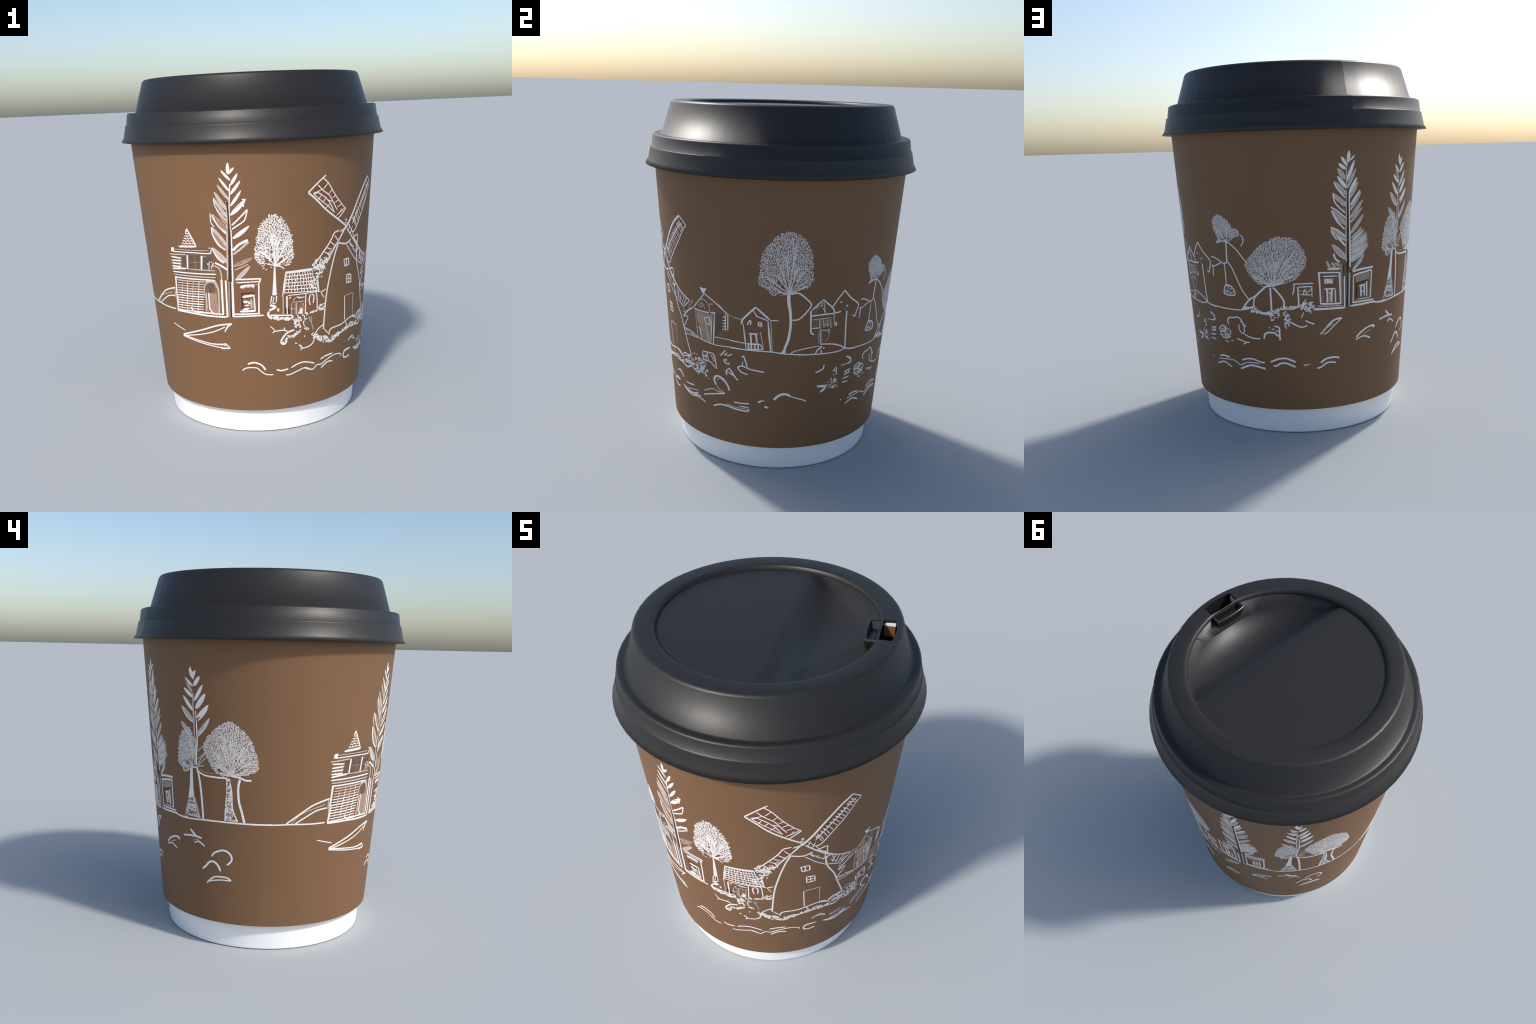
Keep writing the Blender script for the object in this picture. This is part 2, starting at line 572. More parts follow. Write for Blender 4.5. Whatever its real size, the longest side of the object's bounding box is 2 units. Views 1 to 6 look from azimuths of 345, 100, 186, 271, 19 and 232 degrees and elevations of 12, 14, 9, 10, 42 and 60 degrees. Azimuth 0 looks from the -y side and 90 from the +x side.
        for i in range(rows):
            for j in range(cols):
                p = (min(xs) - 0.4 + (j + 0.5 * (i % 2) + rng.uniform(-0.45, 0.45)) * cell / DEG_CM, min(zs) - 0.4 + (i + rng.uniform(-0.45, 0.45)) * cell)
                if not inside(p, outline):
                    continue
                d = math.hypot((p[0] - root[0]) * DEG_CM, p[1] - root[1]) / far
                if rng.random() > smoothstep(0.05, 0.36, d):
                    continue
                a = math.atan2(p[1] - root[1], (p[0] - root[0]) * DEG_CM) + rng.gauss(0, 0.75)
                s = size * rng.uniform(0.8, 1.45)
                c, e = math.cos(a), math.sin(a)
                curl = rng.choice((-1, 1)) * rng.uniform(0.3, 0.9) * s
                pts = [(p[0] - c * s * 0.5 / DEG_CM, p[1] - e * s * 0.5), p, (p[0] + (c * s * 0.5 - e * curl * 0.5) / DEG_CM, p[1] + e * s * 0.5 + c * curl * 0.5)]
                self.line(size * rng.uniform(4.0, 5.8), *pts, ink=ink)

    def spire(self, apex, left, right, rows=7):
        """Pointed brick roof: short broken courses between two edges."""
        self.fill("wash", apex, left, right)
        self.line(6, apex, right, bend=False)
        self.line(7, apex, mix(apex, left, 0.22), bend=False)
        for i in range(1, rows + 1):
            t = (i - 0.1) / rows
            a, b = mix(apex, left, t), mix(apex, right, t)
            parts = 1 + i // 2
            for k in range(parts):
                u, v = (k + 0.06) / parts, (k + 0.80) / parts
                self.line(5.5, mix(a, b, u), mix(a, b, (u + v) / 2), mix(a, b, v))
                if i < rows:
                    m = mix(a, b, v)
                    self.line(4, m, (m[0] + 0.25, m[1] - 0.8), bend=False)

    def lattice(self, tl, tr, br, bl, rows, posts):
        """Brick courses: level lines crossed by posts."""
        for i in range(rows + 1):
            a, b = mix(tl, bl, i / rows), mix(tr, br, i / rows)
            self.line(5.5 if i % 3 else 7, a, mix(a, b, 0.5), b, ink="ink" if i > rows * 0.3 else "soft", bend=False)
        for k in range(1, posts):
            a, b = mix(tl, tr, k / posts), mix(bl, br, k / posts)
            self.line(6 if k % 2 else 4.5, a, b, ink="soft" if k % 2 else "ink", bend=False)

    def tiles(self, tl, tr, br, bl, rows, columns):
        """Roof courses with a row of rounded tile ends under each."""
        for i in range(rows + 1):
            a, b = mix(tl, bl, i / rows), mix(tr, br, i / rows)
            self.line(5.5, a, mix(a, b, 0.5), b, bend=False)
            if i == rows:
                break
            c, d = mix(tl, bl, (i + 0.75) / rows), mix(tr, br, (i + 0.75) / rows)
            for k in range(columns):
                u = (k + self.rng.uniform(0.1, 0.5)) / columns
                p, q = mix(a, b, u), mix(c, d, u)
                self.line(self.rng.uniform(4.0, 6.5), p, (mix(p, q, 0.5)[0] + 0.25, mix(p, q, 0.5)[1]), q)

    def rungs(self, a0, a1, b0, b1, count):
        """Sail bars between two long edges, each with a small hooked tooth."""
        for k in range(count):
            t = (k + self.rng.uniform(0.25, 0.75)) / count
            p, q = mix(a0, a1, t), mix(b0, b1, t + self.rng.uniform(-0.02, 0.03))
            m = mix(p, q, 0.5)
            self.line(5, p, (m[0] + 0.15, m[1] + 0.35), q)
            self.line(6, mix(p, q, 0.15), (mix(p, q, 0.3)[0], mix(p, q, 0.3)[1] - 0.7), bend=False)

    def build(self):
        obj = make_object(self.name, self.verts, self.faces, [INKS[k] for k in self.inks], sleeve, smooth=False, face_mats=self.mats)
        return obj



# ground line that runs round the sleeve
pen = Pen('printed_ground_line', angle=-175.5, height=0.716)
pen.line(7, (0, 0), (8.1, 0.2), (16.6, 0), (23.8, 0.1))
pen.line(8, (-52.8, 0.4), (-47.2, -0.7), (-39.9, -0.6), (-33.5, -0.1), (-22.2, 0.1), (-11.9, 0), (-4.5, 0), (-1.4, 0.1))
pen.line(7, (-3, -0.1), (0, 0), (4, 0.1))
pen.line(7, (-50.5, -0.1), (-46.4, -0.5), (-43.3, 0))
pen.line(6, (-141.4, 1), (-138.6, -0.5), (-132.7, -1.1), (-125.5, -1.4), (-117.9, -1.3))
pen.line(6, (-164.8, -0.5), (-157, -0.7), (-149.4, -1), (-143.7, -0.8), (-140.7, 0.3))
pen.line(7, (-154.4, 4.9), (-148.6, 4.1), (-144.4, 2.6), (-140.2, 0), (-137.3, -0.9), (-133.3, -1.3))
pen.line(5, (-168.6, 0.4), (-166.3, 1.8), (-160.7, 3.2), (-156.1, 3.7))
pen.line(6, (162.9, 1.3), (171.4, 1.3), (182.6, 1.2), (187.4, 0.4), (191.4, 0), (199.5, -0.6), (205.7, -0.9))
pen.line(5, (163, 5.4), (170.2, 5.1))
pen.line(5, (155, 0.9), (163.4, 1.5), (170.4, 1.3))
pen.line(4, (155.1, 5.7), (163.5, 5.6), (170.1, 4.9))
pen.line(3, (162.4, 20.3), (165.3, 19), (168.9, 18.5), ink='soft')

# tower house with a brick spire and an arched door
pen = Pen('printed_tower_house', angle=-136.3, height=0.71)
pen.spire((-1.7, 48.7), (-6.4, 38.8), (2.5, 39.3))
pen.line(9, (-7.8, 38.2), (2.5, 39), bend=False)
pen.fill('shade', (-10.9, 37.3), (9.2, 38.2), (9.2, 35.9), (-11.2, 35.1))
pen.fill('ink', (-12.9, 37.3), (-10.9, 37.4), (-11.5, 35.1), (-13.5, 34.9))
pen.line(4, (-11, 36.5), (8.9, 37.1), ink='soft', bend=False)
pen.line(6, (-12.5, 35), (-0.2, 35.5), (8.3, 35.5), (9.5, 36.2), (9.8, 37.5))
pen.line(5, (8.5, 38.4), (9.6, 38.6), (10.1, 37.1), ink='soft')
pen.line(6, (-14.9, 33.1), (-4, 34), ink='soft', bend=False)
pen.fill('shade', (-6.2, 33.5), (10, 34.8), (10.2, 32.4), (9.5, 27.3), (-7.7, 25.7))
pen.line(8, (-13.8, 31.8), (-7, 31.6), bend=False)
pen.line(8, (-13.9, 29.7), (-7.1, 30.2), bend=False)
pen.line(8, (-13.9, 28.1), (-7.4, 28.4), bend=False)
pen.line(8, (-14, 26.4), (-7.6, 26.6), bend=False)
pen.line(4, (-8.2, 32.1), (-8.1, 26.1), ink='soft', bend=False)
pen.line(9, (-13.9, 24.9), (-4.5, 26.1), bend=False)
pen.line(10, (-3.1, 33.9), (-3.8, 26.2), bend=False)
pen.line(11, (4.8, 34.1), (4, 26.3), bend=False)
pen.line(7, (8.5, 31.2), (7.9, 26.6), ink='soft', bend=False)
pen.line(3, (-2.4, 29.9), (3.9, 30.3), ink='tan', bend=False)
pen.line(3, (5.1, 33.7), (7.1, 33.8), ink='soft', bend=False)
pen.line(3, (1.1, 33.4), (0.8, 26.7), ink='tan', bend=False)
pen.dot(9, (7.6, 29.6))
pen.line(5, (9.3, 31.2), (9.6, 30.5), bend=False)
pen.fill('shade', (-13.2, 22.7), (11.3, 23.6), (11.1, 21.1), (-12.8, 20.5))
pen.line(5, (-4.5, 26), (11, 26), ink='soft', bend=False)
pen.line(7, (-13.9, 23.2), (11.4, 24), bend=False)
pen.line(7, (-13.4, 21.7), (11.1, 22.2), ink='soft', bend=False)
pen.line(8, (-12.8, 20.1), (5.6, 20.6), (10.6, 20.4), bend=False)
pen.fill('rust', (-11.7, 19.2), (5.1, 19.7), (4.2, 14.6), (3.8, 1.9), (-3.2, 1.4), (-13.9, 0.7))
pen.line(11, (-12.4, 20.6), (-13.2, 9.6), bend=False)
pen.line(13, (-12.5, 9.8), (-13.9, 0.3), bend=False)
pen.lattice((-11.5, 18.6), (5.4, 19.3), (3, 1.8), (-13.9, 0.9), rows=12, posts=5)
pen.fill('tan', (6.7, 17.2), (10.3, 17.4), (10.7, 13.4), (11.1, 1.7), (8, 1.5), (6.3, 3.8), (6.3, 12.7))
pen.fill('shade', (6.6, 17.4), (7.6, 18.8), (9.4, 19), (10.4, 15.8), (10.1, 13.3), (6.6, 13.3))
pen.line(6, (4.2, 1.9), (4.9, 9.4), (4.4, 13.8), (5.3, 17.9), (7.6, 19.4), (9.9, 19), (11.1, 16.5), (11.6, 13.5), (11.2, 1.3), ink='soft')
pen.line(8, (5.5, 19.5), (8.8, 20.1), (10.5, 19.6), (11.5, 16.7), (11.8, 13.5), (11.3, 1.3), ink='soft')
pen.line(8, (6.6, 13.1), (6.5, 7.9), (6.5, 4), (8, 1.5))
pen.line(5, (5.5, 13.5), (5.2, 6.5), (5.4, 2), ink='soft')
pen.line(11, (13.7, 21.2), (13.4, 11.2), (13.2, 1))
pen.line(9, (15.7, 20.8), (15.3, -0.3), bend=False)
pen.line(9, (-14, 0.1), (-4.2, 0.2), (4, -0.2), (14.7, -0.3))
pen.line(8, (-4.2, 3.7), (-2.4, 1.3), (6.1, 1.4), (13.4, 1.1))
pen.line(7, (9.3, 26.9), (9.6, 28.7), (11.2, 28.6), (13.1, 27.1), (13.8, 23.9), (13.7, 21.2), ink='soft')
pen.line(10, (11.2, 30.5), (13.9, 29), (17.1, 26.6))
pen.line(5, (10.5, 30.5), (9.5, 28.5), bend=False)
pen.line(8, (-34.2, 1.2), (-26.8, 7.2), (-21.4, 10.9), (-13.8, 13.6))
pen.line(7, (-30.1, 1.1), (-25, 4.7), (-19.9, 7.7), (-14.8, 8.7))
pen.line(4, (-31.9, 1.2), (-26.8, 6.5), (-16, 10.7), ink='soft')
pen.line(5, (-14.3, 13.2), (-14.3, 7.9), ink='soft', bend=False)
pen.line(7, (-13.6, 11.2), (-13.6, 5.4), ink='soft', bend=False)

# tall tree with feather leaves beside the tower house
pen = Pen('printed_feather_tree', angle=-119.7, height=0.709)
pen.fill('wash', (3.4, 81.8), (6.1, 80.1), (7.9, 74.8), (8.9, 68.4), (7.3, 62.8), (10.5, 53), (10.6, 41.6), (3.9, 38.1), (-3.3, 38), (-4.6, 48.3), (-4.8, 56.5), (-2.6, 68.1), (-0.3, 75))
pen.leaf(17, (3.4, 78.4), (3.6, 84), ink='ink')
pen.leaf(13, (3.5, 78.4), (6.1, 81.5), ink='ink')
pen.leaf(15, (4.4, 72.7), (7.4, 78.4), ink='ink')
pen.leaf(13, (4.1, 75.2), (0.5, 80.2), ink='ink')
pen.leaf(13, (3.5, 69.5), (-0.6, 76.4), ink='ink')
pen.leaf(15, (4.1, 68), (8.4, 74.6), ink='ink')
pen.leaf(15, (3.9, 61.9), (8.5, 69.5), ink='ink')
pen.leaf(22, (3.8, 57.1), (10.2, 64.7), ink='ink')
pen.leaf(20, (4.1, 44.4), (11.2, 50.7), ink='ink')
pen.leaf(14, (2.8, 65.4), (-1.5, 72.8), ink='soft')
pen.leaf(19, (1.6, 60), (-3, 69), ink='soft')
pen.leaf(18, (1.5, 56.1), (-3.7, 66), ink='soft')
pen.leaf(22, (1.1, 46.7), (-4.4, 57), ink='soft')
pen.leaf(22, (0.7, 40.4), (-5.4, 50.2), ink='soft')
pen.leaf(20, (1.5, 51.9), (-3.4, 63.3), ink='tan')
pen.leaf(30, (1.3, 48.7), (-5.7, 57.6), ink='tan')
pen.leaf(24, (0.6, 37.8), (-5.6, 48.3), ink='tan')
pen.line(9, (8.7, 64.8), (10.4, 64.6), bend=False)
pen.line(7, (9.3, 64), (9.2, 60.9), bend=False)
pen.line(3, (5.1, 59.6), (8.4, 62.7), ink='tan', bend=False)
pen.line(8, (3.7, 51.2), (6.4, 54.1), (9.1, 57.3), (10.7, 59.4))
pen.line(7, (3.6, 49.1), (6.8, 51.5), (9.4, 54), (10.8, 59.4))
pen.line(5, (-3.6, 65.5), (-2.9, 60.7), (1.3, 53.6))
pen.line(5, (-5.7, 57.6), (-5.7, 52.9), (-4.3, 50.3))
pen.line(7, (-4.8, 56.8), (-2.7, 51.3), (0.8, 47))
pen.line(8, (-5.6, 50.2), (-5.2, 45.6), (-3.1, 40.7), (0.1, 37.9))
pen.line(13, (3.5, 37.5), (6.2, 40.6), (10.4, 43.1))
pen.line(11, (3.5, 35.4), (7.2, 38.6), (10.6, 42.1), ink='soft')
pen.leaf(28, (0.2, 31.3), (-6.3, 39), ink='soft')
pen.line(7, (-6.3, 38.9), (-3.9, 33.2), (-1, 30.5))
pen.leaf(18, (3.5, 29.3), (11.8, 33.5), ink='tan')
pen.line(5, (3.6, 26.6), (10.1, 29.9), ink='soft', bend=False)
pen.leaf(20, (4.1, 21.5), (10.7, 28.9), ink='soft')
pen.line(9, (2.2, 64.2), (1.6, 53.2), (0.9, 37.8), ink='soft')
pen.line(6, (4, 73), (3.1, 61.9), (2.9, 53.9), (2.9, 48))
pen.line(11, (2.2, 63.9), (2.5, 56.5), (2.4, 46.7), (2, 37.8), ink='dark')
pen.line(6, (3.2, 48.6), (3, 37.8), bend=False)
pen.line(9, (1.2, 43.3), (0, 21.2), ink='soft', bend=False)
pen.line(14, (2.3, 43.3), (1.3, 20.5), ink='dark', bend=False)
pen.line(8, (3.1, 43.3), (2.4, 20.2), bend=False)
pen.line(12, (2.1, 20.2), (1.6, 0.2), bend=False)
pen.line(9, (1.4, 20.5), (0.5, 0), ink='dark', bend=False)
pen.line(10, (0.7, 20.1), (-0.3, 0), ink='tan', bend=False)
pen.line(10, (-0.9, 20.8), (-1.4, -0.2), bend=False)

# small flat roofed shop with a window
pen = Pen('printed_shop', angle=-111.5, height=0.721)
pen.fill('wash', (-4.4, 18.6), (6, 18.7), (5.6, 0.8), (-6, 0.8))
pen.line(8, (-4.5, 20.2), (7.2, 20.4), bend=False)
pen.line(8, (7, 20.5), (6.5, 18.3), bend=False)
pen.line(6, (-4.4, 18.4), (6.6, 18.9), bend=False)
pen.line(8, (6.1, 18.4), (5.6, 0.8), bend=False)
pen.line(8, (-6.3, 0.4), (6.1, 0.7), bend=False)
pen.line(8, (-7, -1), (8, -0.4), bend=False)
pen.line(3, (4.1, 17.1), (5.8, 17.4), ink='soft', bend=False)
pen.line(9, (-2.5, 16), (0.2, 16.8), (4, 16.9))
pen.line(6, (3.9, 16.9), (3.5, 15.2))
pen.scribble(5, 1.2, (-1.8, 15.7), (3, 16.1))
pen.line(8, (-2.5, 12.3), (4, 12.5), ink='dark', bend=False)
pen.line(8, (-1.9, 12.1), (-2, 3.5), ink='dark', bend=False)
pen.line(12, (-1.9, 10.3), (3.6, 11.2), bend=False)
pen.line(7, (3.6, 11.5), (3.9, 2.3), bend=False)
pen.line(11, (-3.3, 2), (4.1, 2.3), bend=False)
pen.scribble(6, 1.6, (-0.9, 7.3), (1.4, 7.4))
pen.line(11, (-2, 3.1), (1.3, 3.8), bend=False)
pen.line(8, (2.2, 9.3), (2.2, 3.4), ink='soft', bend=False)
pen.line(9, (-0.9, 5.4), (1.3, 5.6), bend=False)
pen.line(4, (3, 8.2), (3, 3.7), ink='soft', bend=False)

# slim round tree by the barn
pen = Pen('printed_round_tree', angle=-98.6, height=0.713)
pen.crown((0.7, 28.1), [(1.2, 56.3), (-1, 55.8), (-3.3, 52.9), (-5.8, 49), (-7, 43.3), (-8, 38.8), (-8.3, 33.3), (-6.1, 29.2), (-3.5, 25.9), (0.6, 27), (5, 28.1), (7.8, 28.2), (9.7, 32.6), (9.2, 37.7), (9, 43.6), (7.3, 47.5), (6.3, 50.5), (4.3, 53.8)], marks=520, size=0.9, rays=10, seed=3)
pen.fill('ink', (0.3, 27.1), (1, 27), (1.3, 11.3), (-0.8, 11.5))
pen.line(6, (1.3, 44.4), (0.9, 36.1), (0.6, 26.8))
pen.line(6, (1.1, 27.6), (5.7, 30.8), bend=False)
pen.line(6, (1.1, 28.1), (3.5, 27.2), (5, 25.7))
pen.line(6, (-8, 34.2), (-4.9, 35.7), (-1.8, 35), (-1.5, 31.7))
pen.line(5, (1.2, 31.4), (9, 35.2), bend=False)
pen.line(6, (5, 27.7), (7.8, 27.9), bend=False)
pen.line(6, (-1, 11.1), (-1.7, 6.8), bend=False)
pen.line(6, (1.2, 10.9), (1, 7.4), bend=False)
pen.line(5, (0, 10.5), (-0.6, 6.7), (0.7, 7))
pen.line(12, (-2.1, 5.9), (0.6, 4.6), (-2.4, 2.9))
pen.line(9, (1.9, 3.8), (1.8, 2), bend=False)
pen.line(10, (-2.4, 2.4), (-3.1, 0.3), (-1.4, -2.1))
pen.line(7, (-2.8, 0.3), (7.9, -0.9), bend=False)
pen.scribble(7, 2.6, (-2.1, -1.1), (2.3, -2), (6.4, -2.9), (9.5, -2.5))

# low barn with a tiled roof
pen = Pen('printed_barn', angle=-86.4, height=0.702)
pen.fill('rust', (-6.3, 24.7), (6.8, 24.9), (10.2, 12), (-5.8, 11.8), (-8, 12.9))
pen.line(8, (-6.4, 25.1), (-8.2, 11.2), bend=False)
pen.fill('ink', (-6.5, 25.3), (6.2, 25.6), (6.9, 24.3), (-6.1, 24.3))
pen.tiles((-6.3, 24.4), (7, 24.3), (10.2, 12), (-7.9, 13.4), rows=6, columns=11)
pen.line(5, (-5.8, 11.7), (10.3, 11.5), bend=False)
pen.line(9, (9.5, 18.5), (10.4, 11.8), bend=False)
pen.tangle(6, [(6.1, 26.7), (9.3, 30.2), (12.4, 28.7), (13.9, 25.3), (12.3, 20.4), (9.6, 17.8), (7.5, 22.4)], marks=60, size=1.1, seed=4)
pen.tangle(6, [(7.5, 20.3), (9.5, 19.2), (9.6, 13), (6.3, 13.3), (5, 16.6)], marks=30, size=0.8, seed=5)
pen.fill('wash', (-7.7, 11.2), (9.3, 11.1), (9.7, 1), (3.5, -0.1), (-7.9, 1.3))
pen.fill('shade', (-4, 9.7), (-1.2, 10.3), (3.1, 10.3), (2.9, 7.6), (-3.7, 7.6))
pen.line(5, (-7.9, 11.2), (-8, 1.3), ink='soft', bend=False)
pen.line(8, (-6.1, 11.3), (-6.1, 1.1), bend=False)
pen.line(10, (-5.4, 4.7), (-5.4, 1), ink='dark', bend=False)
pen.line(9, (-6.7, 4.5), (-6.7, 1.2), ink='dark', bend=False)
pen.line(4, (-3.8, 7.2), (-3.9, 0.4), ink='soft', bend=False)
pen.line(6, (-1.3, 6.9), (-1.4, 0.2), ink='soft', bend=False)
pen.line(8, (-2, 6.6), (-2.1, 0.7), ink='tan', bend=False)
pen.fill('ink', (0.9, 4.1), (1.7, 2.5), (1.7, 0.1), (-0.8, 0.5))
pen.line(5, (2, 6.3), (1.7, 0.4), ink='soft', bend=False)
pen.line(5, (0.9, 6.5), (-0.2, 1.8), ink='tan', bend=False)
pen.line(6, (3.4, 11.3), (3.1, -0.2), bend=False)
pen.line(5, (-3.4, 7.5), (2.8, 7.4), ink='soft', bend=False)
pen.scribble(5, 1.4, (-0.6, 9.9), (2.1, 9.8))
pen.line(5, (-5.1, 9.8), (-4.1, 10.7), bend=False)
pen.line(5, (-4.9, 3.9), (-2.5, 3.7), ink='soft', bend=False)
pen.line(5, (-3.4, 8.2), (-1.6, 10), ink='soft', bend=False)
pen.line(7, (5.8, 10.6), (5.2, 7.5), (5.8, 4.4))
pen.line(7, (6.3, 10.5), (7.7, 9.5), (7.4, 5.2))
pen.line(6, (7.6, 11.6), (9, 11), (9.6, 6), (9.7, 1))
pen.line(6, (9.3, 11.6), (11.4, 11.2), bend=False)
pen.line(6, (11.8, 10.8), (14.6, 11.9), bend=False)
pen.line(6, (11.6, 10.8), (13.7, 7.1), bend=False)
pen.scribble(6, 2, (3.5, -0.1), (6.4, -0.1), (9.9, 0.3), (14.2, 0.5))
pen.tangle(6, [(10.5, 1.5), (11.6, 3.4), (13.6, 3.7), (14, 0)], marks=14, size=0.9, seed=6)
pen.line(7, (-12, 0.9), (-3.1, 0), bend=False)
pen.scribble(7, 2.6, (-12, -0.5), (-7.6, -1.2), (-3.1, -1.3))
pen.tangle(5, [(-3.1, -0.2), (2.8, -1.2), (3.2, -6.9), (0.6, -7.2), (-2.6, -6.3)], marks=40, size=1.3, seed=7)
pen.line(4, (6.4, -2.2), (6.5, -5.4), (7.6, -10.3), ink='soft')
pen.line(4, (5.1, -2), (5.8, -5.3), ink='soft')
pen.line(6, (-12.2, -8.3), (-7.7, -8.1), (-5.9, -9.4))
pen.line(9, (-2.6, -8.6), (-6.3, -10), (-9, -13.6), (-9.1, -15.7), (-7.6, -16.3), (-6.3, -14.3))
pen.scribble(6, 1.8, (-7.5, -14.9), (-5.7, -12.3), (-2.3, -11.3), (0.6, -8.6), (-0.7, -6.3))
pen.line(5, (-7.6, -6.5), (-7.5, -8.1), bend=False)
pen.tangle(4, [(2.2, -8.2), (5.2, -8.7), (4.9, -11.6), (2.9, -11.5)], marks=8, size=1.0, seed=8)
pen.dot(9, (2.8, -13.3))
pen.line(5, (-14.5, -5), (-12.1, -7.8), bend=False)
pen.line(6, (-13.4, -9.2), (-12.1, -8), bend=False)

# windmill with four lattice sails
pen = Pen('printed_windmill', angle=-58.2, height=0.594)
pen.line(8, (-6.3, 47.8), (-8.6, 41.2), (-11.2, 30.3), (-13.3, 17.7), (-14.5, -0.7))
pen.line(8, (9, 41.7), (10.8, 32), (14.7, 23.1), (17.9, 12.3), (21.1, 2.4))
pen.line(8, (-6.3, 47.8), (-1, 46.2), (3.1, 47.8))
pen.line(5, (-0.5, 45.6), (4.7, 39.1), (9.7, 34), bend=False)
pen.line(5, (8.9, 43), (9.8, 34), bend=False)
pen.scribble(4, 1.2, (2.1, 46.2), (4.9, 43.2), (8.4, 39.6))
pen.line(7, (-1.8, 37.2), (2, 37.2), (2.4, 33.3), (-1, 33.2), bend=False, closed=True)
pen.line(6, (0.2, 36.9), (0.3, 33.4), bend=False)
pen.line(7, (1, 27.8), (4.8, 27), (5.3, 22.5), (1.4, 22.7), bend=False, closed=True)
pen.line(5, (2.9, 27.4), (3.3, 22.7), bend=False)
pen.line(5, (1.3, 25.2), (5.1, 24.7), bend=False)
pen.line(6, (0.9, 1), (0.1, 15.4), bend=False)
pen.line(4, (0.1, 15.4), (8, 15.4), (8.5, 0.8), ink='soft', bend=False)
pen.line(7, (-10.9, -5), (-9.4, -1.7), (-2, -1.2), (2, 0), (7.7, 0.8), (12.7, -1.3))
pen.line(8, (2, -0.5), (3.2, -3.8), bend=False)
pen.line(5, (12.7, -1.3), (19, 0.8), (21.5, 1.5))
pen.scribble(7, 2.6, (-20.6, -2.2), (-16.2, -4.8), (-9.9, -7.2), (-2.9, -5.9), (5.3, -3.9), (13, -4.4), (18.8, -2.9), (24, -2.8))
pen.scribble(6, 2, (-20.1, -3.6), (-16.3, -6.8), (-9.9, -8.8), (-2.9, -6.4), (5.3, -4.7), (14.2, -5.4))
pen.fill('wash', (-9.4, -3.2), (-2, -2.2), (2, -1), (12.2, -1.9), (5.2, -3.2), (-2.9, -5.4))
pen.tangle(6, [(19, 0.8), (23.4, 1.6), (28.3, 1.5), (31.8, -1.4), (32.5, -8), (22.8, -4.7), (17.9, -6)], marks=30, size=1.2, seed=9)
pen.line(6, (-14.2, 2.3), (-17.6, 0.2), (-20.1, -3.1))
pen.line(6, (-14, -0.7), (-11.3, -3.9))
pen.fill('rust', (-19.4, 81.1), (-16.6, 84.3), (-9.6, 74.6), (-2.8, 66.7), (-7.1, 62.1), (-15.5, 68.9), (-21.8, 76.9))
pen.line(7, (-23.9, 77.7), (-19.4, 82.2), (-15.1, 86))
pen.line(6, (-16.6, 84.7), (-13.5, 81.5), (-9.6, 75), (-4.9, 68.9), (-2.2, 66.2))
pen.line(6, (-2.2, 66.2), (-7.1, 61.5), bend=False)
pen.line(9, (-23.9, 77.7), (-20, 73.7), (-14.3, 67.2), (-7.3, 61.2), (-1.7, 56.7))
pen.line(6, (-19.2, 81.4), (-16.5, 78.1), (-12.9, 75), (-10.8, 71.3), (-8, 66.3))
pen.line(6, (-21.5, 76.8), (-19.4, 77.3), (-14.8, 73.8), (-12, 70), (-9.7, 65))
pen.line(5, (-21.1, 76.4), (-16.7, 72.1), (-13.6, 69.4), (-10.6, 65.9))
pen.line(5, (-13.9, 81.6), (-16.5, 78.7), bend=False)
pen.line(5, (-11.6, 77.9), (-13.3, 75.8), bend=False)
pen.line(5, (-9.2, 74.5), (-11.2, 73.3), bend=False)
pen.line(5, (-7.1, 71.9), (-9.9, 70.4), bend=False)
pen.line(5, (-4.9, 69.3), (-8.1, 67.9), bend=False)
pen.line(5, (-2.8, 66.8), (-8.5, 63.3), bend=False)
pen.line(5, (-17.2, 78.6), (-21.5, 76.8), bend=False)
pen.line(5, (-19.4, 77.3), (-21.1, 76.4), bend=False)
pen.line(5, (-17.5, 75.6), (-18.9, 73.2), bend=False)
pen.line(5, (-14.8, 73.8), (-16.7, 71.4), bend=False)
pen.line(5, (-12.4, 70.4), (-14.7, 68.4), bend=False)
pen.line(5, (-5.2, 66.7), (-6.5, 64.1), bend=False)
pen.line(5, (-10.8, 71.3), (-13.6, 72.5), bend=False)
pen.fill('rust', (2.4, 59.7), (14.1, 76.1), (18.8, 80.7), (22.5, 76.8), (16.7, 67.7), (6.7, 53.3), (0.9, 54))
pen.line(12, (-1.7, 55), (2.4, 60.5), (7.9, 69.2), (13.5, 76.8), (18.7, 81.5))
pen.line(7, (18.4, 81.7), (23.3, 76.9), bend=False)
pen.line(6, (23.3, 76.9), (21, 74.4), (16.8, 67.3), (11.7, 60.1), (6.7, 52.9), (4.1, 51.8))
pen.line(5, (20.6, 77.6), (17.5, 74.9), (12.8, 69.3), (8.3, 63.7), (3.8, 56.7))
pen.rungs((2.8, 59.5), (18.4, 79.9), (5.8, 53.4), (22.1, 76.1), count=14)
pen.fill('rust', (-6.1, 54.3), (-4.1, 53.5), (-6.8, 48.9), (-13.5, 38.3), (-18.7, 38.4), (-11.7, 49.4), (-9.3, 53.3))
pen.line(9, (-2.1, 55.2), (-6.6, 48.8), (-10.2, 43.6), (-13.5, 37.9))
pen.line(7, (-6.1, 54.7), (-7.5, 54.3), (-9.3, 53.7), (-11.7, 49.4), (-15.3, 44.5), (-19.1, 39.7), (-21.7, 37.4))
pen.line(6, (-2.1, 55.2), (-5.6, 53.8), bend=False)
pen.line(6, (-9.2, 52.5), (-6.6, 49), bend=False)
pen.line(6, (-11.7, 49.2), (-8.5, 46.5), bend=False)
pen.line(6, (-13.5, 46.2), (-10.7, 44.9), bend=False)
pen.line(6, (-15.1, 44.3), (-11.9, 41.9), bend=False)
